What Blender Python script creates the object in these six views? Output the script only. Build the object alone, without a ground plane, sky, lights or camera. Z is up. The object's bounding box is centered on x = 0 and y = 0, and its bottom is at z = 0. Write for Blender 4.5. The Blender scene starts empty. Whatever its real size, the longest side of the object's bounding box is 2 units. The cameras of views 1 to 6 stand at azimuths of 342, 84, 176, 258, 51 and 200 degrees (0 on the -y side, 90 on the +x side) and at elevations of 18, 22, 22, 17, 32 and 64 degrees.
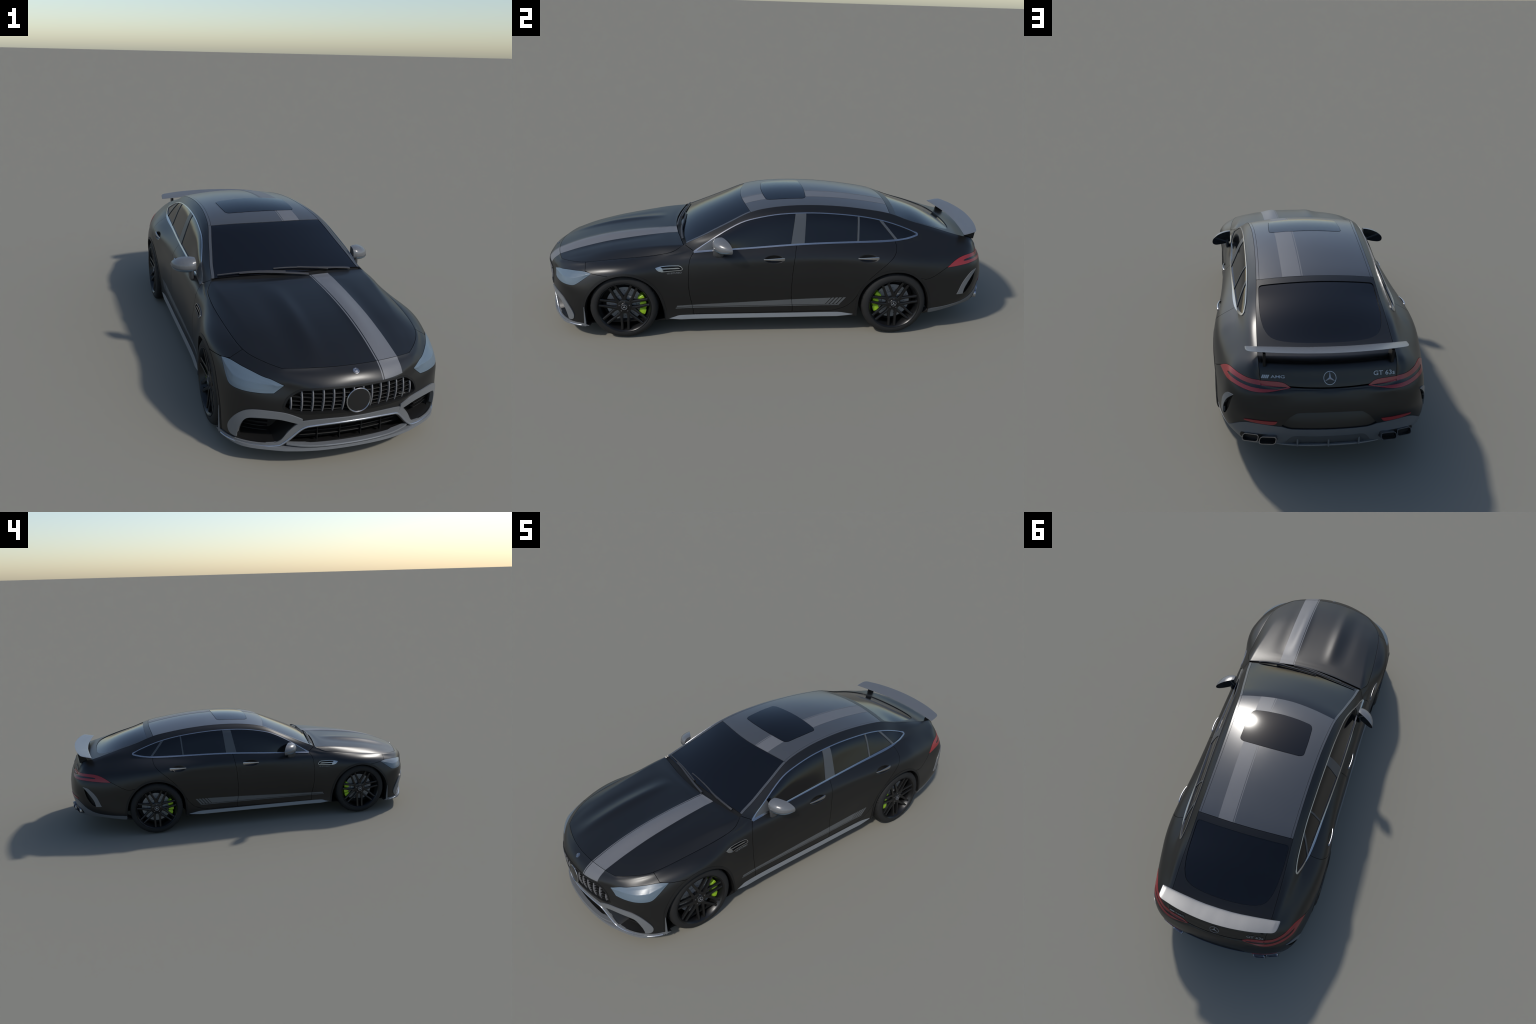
"""Dark four-door fastback sports car, built from profile curves.
Two master surfaces are lofted (body side ring, top skin), trimmed into panels
along drawn seam lines, and dressed with lamps, glass, trim, wheels and badges.
Front is -y, left side is +x."""
import bpy, math
import numpy as np
from mathutils import Vector, Matrix

# ------------------------------------------------------------------ splines
def spline_solve(k, P):
    """natural cubic spline second derivatives; k (m,), P (m,d)"""
    m = len(k); h = np.diff(k)
    A = np.zeros((m, m)); B = np.zeros_like(P)
    A[0, 0] = A[-1, -1] = 1
    for i in range(1, m - 1):
        A[i, i-1], A[i, i], A[i, i+1] = h[i-1], 2*(h[i-1]+h[i]), h[i]
        B[i] = 6*((P[i+1]-P[i])/h[i]-(P[i]-P[i-1])/h[i-1])
    return np.linalg.solve(A, B)

def spline_eval(k, P, M, t):
    i = np.clip(np.searchsorted(k, t, side='right')-1, 0, len(k)-2)
    h = (k[i+1]-k[i])[:, None]; a = (k[i+1]-t)[:, None]/h; b = 1-a
    return a*P[i]+b*P[i+1]+((a**3-a)*M[i]+(b**3-b)*M[i+1])*h*h/6

def curve(pts, n=80, power=0.5):
    """smooth open curve through control points, n samples"""
    P = np.array(pts, float)
    if len(P) == 2:
        return P[0]+(P[1]-P[0])*np.linspace(0, 1, n)[:, None]
    d = np.linalg.norm(np.diff(P, axis=0), axis=1)**power
    k = np.r_[0, np.cumsum(d)]
    return spline_eval(k, P, spline_solve(k, P), np.linspace(0, k[-1], n))

def outline(*segs, n=40):
    """closed 2D outline: every segment is a smooth curve, segments meet in corners"""
    out = []
    for s in segs:
        out.append(curve(s, n if len(s) > 2 else 2)[:-1] if len(s) > 1 else np.array(s, float))
    return np.vstack(out)

def interp(x, xs, ys):
    """smooth 1D profile through control points"""
    k = np.array(xs, float); P = np.array(ys, float)[:, None]
    return spline_eval(k, P, spline_solve(k, P), np.clip(np.atleast_1d(x), k[0], k[-1]))[:, 0]

# ------------------------------------------------------------------ trimmed surfaces
class Skin:
    def __init__(s, V, N, F): s.V, s.N, s.F = V, N, F
    def copy(s): return Skin(s.V.copy(), s.N.copy(), s.F.copy())

def grid_skin(G, calm=False):
    nu, nv = G.shape[:2]
    du = np.gradient(G, axis=0); dv = np.gradient(G, axis=1)
    N = np.cross(du, dv)
    N /= np.maximum(np.linalg.norm(N, axis=2, keepdims=True), 1e-12)
    if calm:                                    # no wild normals along the rail, where lines crowd together
        for j in (-3, -2, -1): N[:, j] = N[:, -4]
        for _ in range(4): N[1:-1, -5:] = .25*N[:-2, -5:]+.5*N[1:-1, -5:]+.25*N[2:, -5:]
        N /= np.maximum(np.linalg.norm(N, axis=2, keepdims=True), 1e-12)
    idx = np.arange(nu*nv).reshape(nu, nv)
    a, b, c, d = idx[:-1, :-1].ravel(), idx[1:, :-1].ravel(), idx[1:, 1:].ravel(), idx[:-1, 1:].ravel()
    F = np.vstack([np.c_[a, b, c], np.c_[a, c, d]])
    return Skin(G.reshape(-1, 3), N.reshape(-1, 3), F)

def compact(S):
    used = np.unique(S.F); m = np.full(len(S.V), -1); m[used] = np.arange(len(used))
    return Skin(S.V[used], S.N[used], m[S.F])

def _edge_points(S, pairs, t):
    V = S.V[pairs[:, 0]]*(1-t)[:, None]+S.V[pairs[:, 1]]*t[:, None]
    N = S.N[pairs[:, 0]]*(1-t)[:, None]+S.N[pairs[:, 1]]*t[:, None]
    N /= np.maximum(np.linalg.norm(N, axis=1, keepdims=True), 1e-12)
    return V, N

def clip(S, d):
    """keep the part where d <= 0"""
    d = np.where(np.abs(d) < 2e-5, -2e-5, d)
    F = S.F; ins = d[F] <= 0; cnt = ins.sum(1)
    keep = F[cnt == 3]
    part = F[(cnt == 1) | (cnt == 2)]; pin = d[part] <= 0
    if len(part) == 0:
        return compact(Skin(S.V, S.N, keep))
    out = []; edges = []
    one = pin.sum(1) == 1
    for k in range(3):
        s = one & pin[:, k]
        out.append(('one', part[s][:, [k, (k+1) % 3, (k+2) % 3]]))
        s = (~one) & ~pin[:, k]
        out.append(('two', part[s][:, [k, (k+1) % 3, (k+2) % 3]]))
    tri1 = np.vstack([t for k, t in out if k == 'one']); tri2 = np.vstack([t for k, t in out if k == 'two'])
    prs = np.vstack([tri1[:, [0, 1]], tri1[:, [0, 2]], tri2[:, [0, 1]], tri2[:, [0, 2]]])
    prs = np.sort(prs, axis=1)
    u, inv = np.unique(prs, axis=0, return_inverse=True); inv = inv.ravel()
    t = d[u[:, 0]]/(d[u[:, 0]]-d[u[:, 1]])
    nV, nN = _edge_points(S, u, t); base = len(S.V)
    n1, n2 = len(tri1), len(tri2)
    e = inv+base
    a1, a2 = e[:n1], e[n1:2*n1]; b1, b2 = e[2*n1:2*n1+n2], e[2*n1+n2:]
    new = np.vstack([keep, np.c_[tri1[:, 0], a1, a2], np.c_[b1, tri2[:, 1], tri2[:, 2]], np.c_[b1, tri2[:, 2], b2]])
    return compact(Skin(np.vstack([S.V, nV]), np.vstack([S.N, nN]), new))

def refine(S, near):
    """split edges whose both ends are marked (conforming)"""
    F = S.F
    E = np.sort(np.vstack([F[:, [0, 1]], F[:, [1, 2]], F[:, [2, 0]]]), axis=1)
    u, inv = np.unique(E, axis=0, return_inverse=True); inv = inv.ravel()
    mark = near[u[:, 0]] & near[u[:, 1]]
    idx = np.full(len(u), -1); idx[mark] = len(S.V)+np.arange(mark.sum())
    nV, nN = _edge_points(S, u[mark], np.full(mark.sum(), .5))
    n = len(F); m = idx[inv].reshape(3, n).T
    c = (m >= 0).sum(1); res = [F[c == 0]]
    f, q = F[c == 3], m[c == 3]
    res += [np.c_[f[:, 0], q[:, 0], q[:, 2]], np.c_[q[:, 0], f[:, 1], q[:, 1]], np.c_[q[:, 2], q[:, 1], f[:, 2]], q]
    for k in range(3):
        k1, k2 = (k+1) % 3, (k+2) % 3
        s = (c == 1) & (m[:, k] >= 0); f, q = F[s], m[s]
        res += [np.c_[f[:, k], q[:, k], f[:, k2]], np.c_[q[:, k], f[:, k1], f[:, k2]]]
        s = (c == 2) & (m[:, k] < 0); f, q = F[s], m[s]     # edges k1 (k1-k2) and k2 (k2-k) split
        res += [np.c_[f[:, k2], q[:, k2], q[:, k1]], np.c_[q[:, k2], f[:, k], f[:, k1]], np.c_[q[:, k2], f[:, k1], q[:, k1]]]
    return Skin(np.vstack([S.V, nV]), np.vstack([S.N, nN]), np.vstack(res))

def sdf(poly, Q):
    """signed distance to closed polygon, negative inside"""
    out = np.full(len(Q), 1.0)
    lo, hi = poly.min(0)-.03, poly.max(0)+.03
    s = np.all((Q > lo) & (Q < hi), axis=1)
    q = Q[s]
    if len(q) == 0: return out
    A = poly; B = np.roll(poly, -1, 0)
    ok = np.linalg.norm(B-A, axis=1) > 1e-7; A, B = A[ok], B[ok]
    best = np.full(len(q), 1e9); ins = np.zeros(len(q), bool)
    for a, b in zip(A, B):
        ab = b-a; t = np.clip(((q-a)@ab)/(ab@ab), 0, 1)
        best = np.minimum(best, ((q-a-t[:, None]*ab)**2).sum(1))
        if a[1] != b[1]:
            c = (a[1] > q[:, 1]) != (b[1] > q[:, 1])
            ins ^= c & (q[:, 0] < (b[0]-a[0])*(q[:, 1]-a[1])/(b[1]-a[1])+a[0])
    out[s] = np.sqrt(best)*np.where(ins, -1, 1)
    return out

R2 = math.sqrt(.5)
PROJ = {'side': lambda V: V[:, [1, 2]], 'top': lambda V: V[:, [0, 1]], 'front': lambda V: V[:, [0, 2]],
        'nose': lambda V: np.c_[(V[:, 0]+V[:, 1])*R2, V[:, 2]],      # seen from the front corner
        'tail': lambda V: np.c_[(V[:, 1]-V[:, 0])*R2, V[:, 2]]}      # seen from the rear corner

class Region:
    def __init__(s, view, poly, where=None): s.view, s.poly, s.where = view, np.array(poly, float), where
    def d(s, S):
        D = sdf(s.poly, PROJ[s.view](S.V))
        return D if s.where is None else np.where(s.where(S.V), D, 1.0)

def sharpen(S, reg, levels=1, band=.008):
    for l in range(levels):
        S = refine(S, np.abs(reg.d(S)) < band/(l+1))
    return S

GAP = .0009
def split(S, reg, gap=GAP, levels=1):
    """-> inside, outside with a shut line between"""
    S = sharpen(S, reg, levels)
    d = reg.d(S)
    return clip(S, d+gap), clip(S, gap-d)

def cut_in(S, reg, grow=0, levels=1):
    S = sharpen(S, reg, levels); return clip(S, reg.d(S)-grow)

def cut_out(S, reg, grow=0, levels=1):
    S = sharpen(S, reg, levels); return clip(S, grow-reg.d(S))

def boundary(F):
    E = np.vstack([F[:, [0, 1]], F[:, [1, 2]], F[:, [2, 0]]])
    key = np.sort(E, axis=1)
    u, inv, c = np.unique(key, axis=0, return_inverse=True, return_counts=True)
    return E[c[inv.ravel()] == 1]

# ------------------------------------------------------------------ scene helpers
SCENE = bpy.context.scene
def link(o, parent=None):
    SCENE.collection.objects.link(o)
    if parent is not None: o.parent = parent
    return o

def mesh_object(name, V, F, mat, parent, normals=None, smooth=True):
    me = bpy.data.meshes.new(name)
    V = np.asarray(V, float)
    if isinstance(F, np.ndarray) and F.ndim == 2:
        F = F.astype(np.int32); k = F.shape[1]
        me.vertices.add(len(V)); me.vertices.foreach_set('co', V.astype(np.float32).ravel())
        me.loops.add(F.size); me.loops.foreach_set('vertex_index', F.ravel())
        me.polygons.add(len(F)); me.polygons.foreach_set('loop_start', np.arange(0, F.size, k, dtype=np.int32))
        me.update(calc_edges=True); me.validate()
    else:
        me.from_pydata(V.tolist(), [], [list(map(int, f)) for f in F]); me.update()
    me.polygons.foreach_set('use_smooth', np.full(len(me.polygons), smooth))
    if normals is not None:
        me.normals_split_custom_set_from_vertices(np.asarray(normals, float).tolist())
    me.materials.append(mat)
    return link(bpy.data.objects.new(name, me), parent)

def skin_arrays(S, offset, depth, flange=True, edge_round=0):
    V = S.V+S.N*offset; N = S.N; F = S.F
    if flange and depth > 0:
        B = boundary(F)
        B = B[~((np.abs(V[B[:, 0], 0]) < 1e-5) & (np.abs(V[B[:, 1], 0]) < 1e-5))]
        a, b = B[:, 0], B[:, 1]
        n = S.N[a]+S.N[b]; n /= np.linalg.norm(n, axis=1, keepdims=True)
        side = np.cross(V[b]-V[a], n); side /= np.maximum(np.linalg.norm(side, axis=1, keepdims=True), 1e-12)
        # smooth the side normal per boundary vertex
        acc = np.zeros_like(V); np.add.at(acc, a, side); np.add.at(acc, b, side)
        acc /= np.maximum(np.linalg.norm(acc, axis=1, keepdims=True), 1e-12)
        base = len(V); k = len(B)
        V = np.vstack([V, V[a], V[b], V[b]-S.N[b]*depth, V[a]-S.N[a]*depth])
        N = np.vstack([N, acc[a], acc[b], acc[b], acc[a]])
        i = base+np.arange(k)
        F = np.vstack([F, np.c_[i+k, i, i+3*k], np.c_[i+k, i+3*k, i+2*k]])
    return V, N, F

def mirror_arrays(V, N, F):
    return V*[-1, 1, 1], N*[-1, 1, 1], F[:, ::-1]

def panel(name, S, mat, parent, offset=0., depth=.007, mode='both'):
    """mode: whole = one mesh over both halves, both = one object each side, left/right"""
    if len(S.F) == 0:
        print('EMPTY', name); return []
    V, N, F = skin_arrays(S, offset, depth)
    Vm, Nm, Fm = mirror_arrays(V, N, F)
    if mode == 'whole':
        return [mesh_object(name, np.vstack([V, Vm]), np.vstack([F, Fm+len(V)]), mat, parent, np.vstack([N, Nm]))]
    out = []
    if mode in ('both', 'left'): out.append(mesh_object(name, V, F, mat, parent, N))
    if mode in ('both', 'right'): out.append(mesh_object(name, Vm, Fm, mat, parent, Nm))
    return out

# ------------------------------------------------------------------ materials
def material(name, color, rough=.4, metal=0., coat=0., spec=.5, grain=0., grain_scale=300., vary=0., coat_rough=.05, sheen=0.):
    m = bpy.data.materials.new(name); m.use_nodes = True
    nt = m.node_tree; b = nt.nodes['Principled BSDF']
    b.inputs['Roughness'].default_value = rough; b.inputs['Metallic'].default_value = metal
    b.inputs['Coat Weight'].default_value = coat; b.inputs['Coat Roughness'].default_value = coat_rough
    b.inputs['Specular IOR Level'].default_value = spec
    tc = nt.nodes.new('ShaderNodeTexCoord'); no = nt.nodes.new('ShaderNodeTexNoise')
    no.inputs['Scale'].default_value = grain_scale; no.inputs['Detail'].default_value = 3
    nt.links.new(tc.outputs['Object'], no.inputs['Vector'])
    r = nt.nodes.new('ShaderNodeValToRGB'); c = np.array(color)
    v = max(vary, .03)
    r.color_ramp.elements[0].color = (*(c*(1-v)), 1); r.color_ramp.elements[1].color = (*np.minimum(c*(1+v), 1), 1)
    r.color_ramp.elements[0].position = .3; r.color_ramp.elements[1].position = .7
    nt.links.new(no.outputs['Fac'], r.inputs['Fac']); nt.links.new(r.outputs['Color'], b.inputs['Base Color'])
    if grain > 0:
        bp = nt.nodes.new('ShaderNodeBump'); bp.inputs['Strength'].default_value = grain; bp.inputs['Distance'].default_value = .0004
        nt.links.new(no.outputs['Fac'], bp.inputs['Height']); nt.links.new(bp.outputs['Normal'], b.inputs['Normal'])
    return m

PAINT = material('satin_black_paint', (.0076, .0074, .0074), rough=.335, spec=.5)
GLASS = material('tinted_glass', (.003, .003, .004), rough=.12, spec=.55)
ROOF = material('grey_roof_panel', (.056, .059, .064), rough=.28, spec=.9)
PILLAR = material('grey_window_pillar', (.055, .060, .066), rough=.42, spec=.7)
CHROME = material('satin_chrome', (.42, .42, .43), rough=.27, metal=1.)
SILVER = material('silver_trim', (.135, .142, .150), rough=.32, spec=.7)
DARKSILVER = material('grey_diffuser', (.103, .111, .121), rough=.4, spec=.6)
DECAL = material('grey_stripe_vinyl', (.125, .127, .135), rough=.45, spec=.6)
SIDEDECAL = material('dark_stripe_vinyl', (.090, .095, .098), rough=.45, spec=.6)
BLACK = material('black_plastic', (.006, .006, .006), rough=.55, spec=.3)
RUBBER = material('tyre_rubber', (.0155, .0155, .0155), rough=.75, spec=.3)
RIM = material('gloss_black_alloy', (.006, .006, .0065), rough=.32, spec=.4)
DISC = material('brake_steel', (.36, .37, .38), rough=.45, metal=.25)
CALIPER = material('lime_brake_caliper', (.33, .55, .02), rough=.35)
LENS = material('headlight_lens', (.104, .142, .178), rough=.3, spec=.5)
REDLAMP = material('red_lamp_lens', (.26, .020, .024), rough=.28, spec=.6)
DARKLENS = material('smoked_lens', (.01, .011, .013), rough=.25)
WIPER = material('grey_wiper', (.03, .03, .033), rough=.5)
SLAT = material('grille_silver', (.20, .20, .21), rough=.35, metal=.3)
DISCBLACK = material('emblem_black', (.012, .012, .012), rough=.2)
DARKCHROME = material('dark_chrome', (.30, .31, .34), rough=.22, metal=1.)
LIPGLINT = material('lip_glint_bright_metal', (.36, .38, .42), rough=.25, metal=.8)
SILL = material('grey_sill', (.165, .174, .182), rough=.35, spec=.7)
WINGSILVER = material('silver_wing', (.112, .118, .125), rough=.27, spec=.8)
INTAKE = material('dark_intake', (.0070, .0068, .0068), rough=.4, spec=.5)
DIFFDARK = material('dark_grey_recess', (.065, .070, .076), rough=.45)
MIRRORCAP = material('silver_mirror_cap', (.120, .124, .130), rough=.27, spec=.8)
STEM = material('grey_mirror_stem', (.045, .047, .05), rough=.45)
BADGE = material('badge_silver', (.30, .315, .345), rough=.3, metal=.6)
BADGEGREY = material('badge_grey', (.12, .125, .13), rough=.4)
BOLT = material('bolt_steel', (.12, .12, .13), rough=.25, metal=.7)
ARCHLIP = material('matt_arch_trim', (.0085, .0083, .0083), rough=.5, spec=.35)
MIRROR = material('mirror_glass', (.02, .022, .025), rough=.08, spec=.6)

car = bpy.data.objects.new('car', None); link(car)
car['label'] = 'dark satin four-door fastback sports car with grey stripe and rear wing'
car['category'] = 'car'

# ------------------------------------------------------------------ master surface 1: the ring of body sides
# every line runs from the middle of the nose round the flank to the middle of the tail
# stations: 0 nose .. 3 front corner, 4 arch, 5 front wheel, 6 arch, 7 door, 8 a pillar, 9, 10 b pillar,
#           11, 12 rear wheel, 13, 14, 15 rear corner, 16 tailgate corner, 17, 18 tail
bottom = [(0,-.965,.07),(.11,-.958,.068),(.218,-.934,.066),(.316,-.883,.064),(.368,-.799,.063),(.374,-.632,.07),(.361,-.463,.08),(.353,-.345,.078),(.35,-.24,.078),
        (.349,-.09,.079),(.349,.1,.08),(.352,.33,.081),(.362,.54,.088),(.356,.7,.094),(.34,.8,.11),(.3,.889,.116),(.245,.942,.114),(.13,.956,.114),(0,.961,.114)]
lower = [(0,-.972,.11),(.11,-.963,.11),(.217,-.938,.11),(.318,-.888,.108),(.3695,-.799,.105),(.378,-.632,.12),(.359,-.463,.12),(.351,-.344,.121),(.351,-.24,.124),
        (.352,-.09,.127),(.354,.1,.132),(.357,.33,.135),(.374,.54,.135),(.368,.7,.125),(.349,.81,.138),(.316,.897,.142),(.255,.955,.15),(.14,.975,.152),(0,.986,.152)]
low_mid = [(0,-.984,.155),(.11,-.972,.155),(.215,-.945,.155),(.315,-.896,.152),(.371,-.799,.155),(.382,-.632,.17),(.362,-.463,.165),(.356,-.35,.166),(.3545,-.24,.168),
        (.354,-.09,.17),(.356,.1,.172),(.359,.33,.175),(.378,.54,.18),(.368,.7,.175),(.35,.82,.185),(.322,.905,.188),(.257,.953,.19),(.15,.985,.19),(0,.997,.19)]
middle = [(0,-.994,.2),(.11,-.982,.2),(.214,-.951,.2),(.314,-.894,.197),(.37,-.799,.205),(.384,-.632,.225),(.364,-.463,.215),(.36,-.357,.218),(.358,-.24,.22),
        (.357,-.09,.222),(.3585,.1,.223),(.362,.33,.225),(.381,.54,.23),(.369,.7,.225),(.349,.82,.23),(.322,.905,.232),(.263,.96,.23),(.15,.99,.227),(0,1,.227)]
widest = [(0,-.9985,.237),(.11,-.986,.237),(.217,-.944,.234),(.321,-.888,.235),(.36,-.796,.255),(.385,-.632,.275),(.363,-.463,.265),(.3585,-.36,.272),(.358,-.24,.272),
        (.357,-.09,.272),(.3585,.1,.273),(.364,.33,.275),(.381,.54,.28),(.369,.7,.275),(.347,.82,.272),(.32,.902,.273),(.262,.956,.27),(.15,.986,.268),(0,.997,.268)]
upper = [(0,-.995,.262),(.11,-.9845,.262),(.209,-.938,.26),(.298,-.884,.268),(.344,-.793,.289),(.378,-.632,.311),(.355,-.463,.316),(.352,-.358,.318),(.353,-.24,.318),
        (.354,-.09,.318),(.3555,.1,.318),(.362,.33,.32),(.3775,.54,.325),(.361,.7,.32),(.338,.82,.312),(.313,.898,.31),(.25,.953,.304),(.14,.979,.302),(0,.989,.302)]
shoulder = [(0,-.9885,.279),(.105,-.977,.278),(.209,-.935,.2765),(.281,-.873,.288),(.328,-.787,.307),(.357,-.636,.331),(.344,-.467,.342),(.34,-.35,.356),(.341,-.24,.357),
        (.344,-.09,.36),(.348,.1,.361),(.354,.33,.364),(.3615,.54,.365),(.34,.7,.36),(.32,.815,.348),(.298,.887,.341),(.234,.95,.323),(.13,.9745,.319),(0,.983,.319)]
belt = [(0,-.976,.294),(.097,-.965,.2925),(.204,-.929,.2895),(.27,-.868,.299),(.314,-.78,.318),(.336,-.643,.34),(.333,-.474,.356),(.3195,-.338,.377),(.317,-.24,.383),
        (.3155,-.09,.392),(.315,.1,.406),(.304,.33,.411),(.292,.54,.415),(.284,.7,.407),(.281,.81,.386),(.268,.902,.364),(.223,.946,.333),(.127,.97,.3275),(0,.978,.3275)]
glass_mid = [(0,-.967,.301),(.091,-.957,.2995),(.1985,-.9235,.297),(.264,-.865,.306),(.307,-.778,.323),(.3265,-.647,.3425),(.328,-.477,.3605),(.311,-.352,.386),(.31,-.24,.411),
        (.297,-.09,.45),(.29,.1,.468),(.281,.33,.464),(.275,.54,.447),(.264,.7,.43),(.26,.808,.404),(.249,.909,.378),(.2205,.946,.335),(.125,.9685,.3295),(0,.977,.3295)]
glass_top = [(0,-.954,.308),(.086,-.948,.306),(.193,-.9185,.302),(.259,-.8625,.3105),(.3025,-.777,.3255),(.32,-.649,.344),(.3245,-.479,.3635),(.304,-.365,.3925),(.297,-.24,.437),
        (.269,-.09,.503),(.2585,.1,.527),(.2525,.33,.5165),(.253,.54,.477),(.246,.7,.446),(.244,.805,.419),(.234,.913,.385),(.219,.9455,.3365),(.122,.9675,.3325),(0,.976,.331)]
rail = [(0,-.947,.312),(.092,-.939,.31),(.187,-.915,.3075),(.2555,-.8605,.313),(.299,-.776,.3265),(.3155,-.65,.3445),(.322,-.48,.365),(.2975,-.38,.399),(.27,-.24,.46),
        (.24,-.092,.526),(.2225,.1,.5515),(.2175,.33,.543),(.2185,.54,.508),(.2245,.7,.4575),(.2255,.8,.4275),(.2235,.915,.389),(.217,.945,.338),(.12,.966,.335),(0,.97,.332)]
RINGS = np.array([bottom, lower, low_mid, middle, widest, upper, shoulder, belt, glass_mid, glass_top, rail], float)
BELT = 7

# ------------------------------------------------------------------ master surface 2: bonnet, windscreen, roof, tailgate
spine = [(-.947,.312),(-.90,.3285),(-.85,.3445),(-.79,.360),(-.72,.3745),(-.64,.3865),(-.54,.3975),(-.47,.4030),(-.443,.4048),(-.418,.4065),(-.36,.4355),(-.27,.478),(-.19,.5125),(-.124,.5375),
         (-.04,.5575),(.05,.5685),(.15,.5725),(.25,.5700),(.35,.5615),(.45,.5475),(.536,.5305),(.63,.5035),(.73,.4695),(.84,.4225),(.893,.4100),(.930,.4045),(.9485,.3930),(.9605,.3675),(.969,.348),(.975,.332)]
edge = [(.209,-.908,.3065),(.238,-.879,.3105),(.265,-.847,.3155),(.291,-.803,.322),(.307,-.735,.333),(.3155,-.65,.3445),(.3215,-.54,.357),(.322,-.463,.368),(.3170,-.417,.380),(.2975,-.380,.399),
        (.285,-.318,.4255),(.270,-.24,.460),(.255,-.165,.4945),(.240,-.092,.526),(.2305,0,.5445),(.2245,.08,.5510),(.221,.16,.5525),(.2185,.25,.5495),(.2175,.35,.5410),(.2175,.44,.5290),(.2185,.528,.5120),
        (.2215,.61,.4830),(.2245,.70,.4575),(.2258,.82,.4220),(.2252,.876,.4075),(.2240,.905,.3995),(.2230,.921,.3860),(.2208,.933,.3650),(.2187,.9405,.3490),(.217,.945,.338)]
# crest that runs along each side of the bonnet: (y on the spine, x, z)
crest = [(-.947,.2085,.3067),(-.90,.2190,.3128),(-.85,.2310,.3220),(-.79,.2420,.3345),(-.72,.2540,.3515),(-.64,.2660,.3665),(-.54,.2800,.3825),(-.47,.2900,.3920),(-.443,.2935,.3955),(-.418,.2970,.3988)]
def edge_curves(n=560):
    """spine and side edge of the top skin, sampled evenly"""
    Sp = np.c_[np.zeros(len(spine)), np.array(spine)]; Ed = np.array(edge)
    d = (np.linalg.norm(np.diff(Sp, axis=0), axis=1)+np.linalg.norm(np.diff(Ed, axis=0), axis=1))/2
    k = np.r_[0, np.cumsum(d**.6)]
    t0 = np.linspace(0, k[-1], 3000); c = spline_eval(k, Sp, spline_solve(k, Sp), t0)
    arc = np.r_[0, np.cumsum(np.linalg.norm(np.diff(c, axis=0), axis=1))]
    t = np.interp(np.linspace(0, arc[-1], n), arc, t0)
    return spline_eval(k, Sp, spline_solve(k, Sp), t), spline_eval(k, Ed, spline_solve(k, Ed), t)
CROWN = 1.9
def cross_row(C, E, f):
    f = np.asarray(f)[:, None]
    return np.c_[E[0]*f, C[1]+(E[1]-C[1])*f**2, C[2]+(E[2]-C[2])*f**CROWN]

def top_surface(nt=80):
    C, E = edge_curves(); f = np.linspace(0, 1, nt)
    G = np.stack([cross_row(c, e, f) for c, e in zip(C, E)])
    # bonnet rows: gently crowned to the crest, then a slope down to the shut line
    cy, cx, cz = np.array(crest).T
    for i, (c, e) in enumerate(zip(C, E)):
        if c[1] > -.418: break
        xc = min(interp(c[1], cy, cx)[0], e[0]*.985); zc = interp(c[1], cy, cz)[0]; x = G[i, :, 0]
        t = np.clip((x-xc)/(e[0]-xc), 0, 1)
        z = np.where(x < xc, c[2]+(zc-c[2])*(np.minimum(x, xc)/xc)**2.1, zc+(e[2]-zc)*(.7*t+.3*t*t))
        for _ in range(3): z[1:-1] = .25*z[:-2]+.5*z[1:-1]+.25*z[2:]
        w = np.clip((c[1]+.947)/.03, 0, 1)
        G[i, :, 2] = G[i, :, 2]*(1-w)+z*w
    x, y = G[..., 0], G[..., 1]
    # two long domes with a hollow outside them
    amp = .0070*np.clip(1-np.abs((y+.70)/.235)**2.2, 0, 1)
    G[..., 2] += amp*np.exp(-((x-.100)/.030)**2)-amp*.5*np.exp(-((x-.165)/.036)**2)-amp*.15*np.exp(-(x/.05)**2)
    return G

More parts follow.
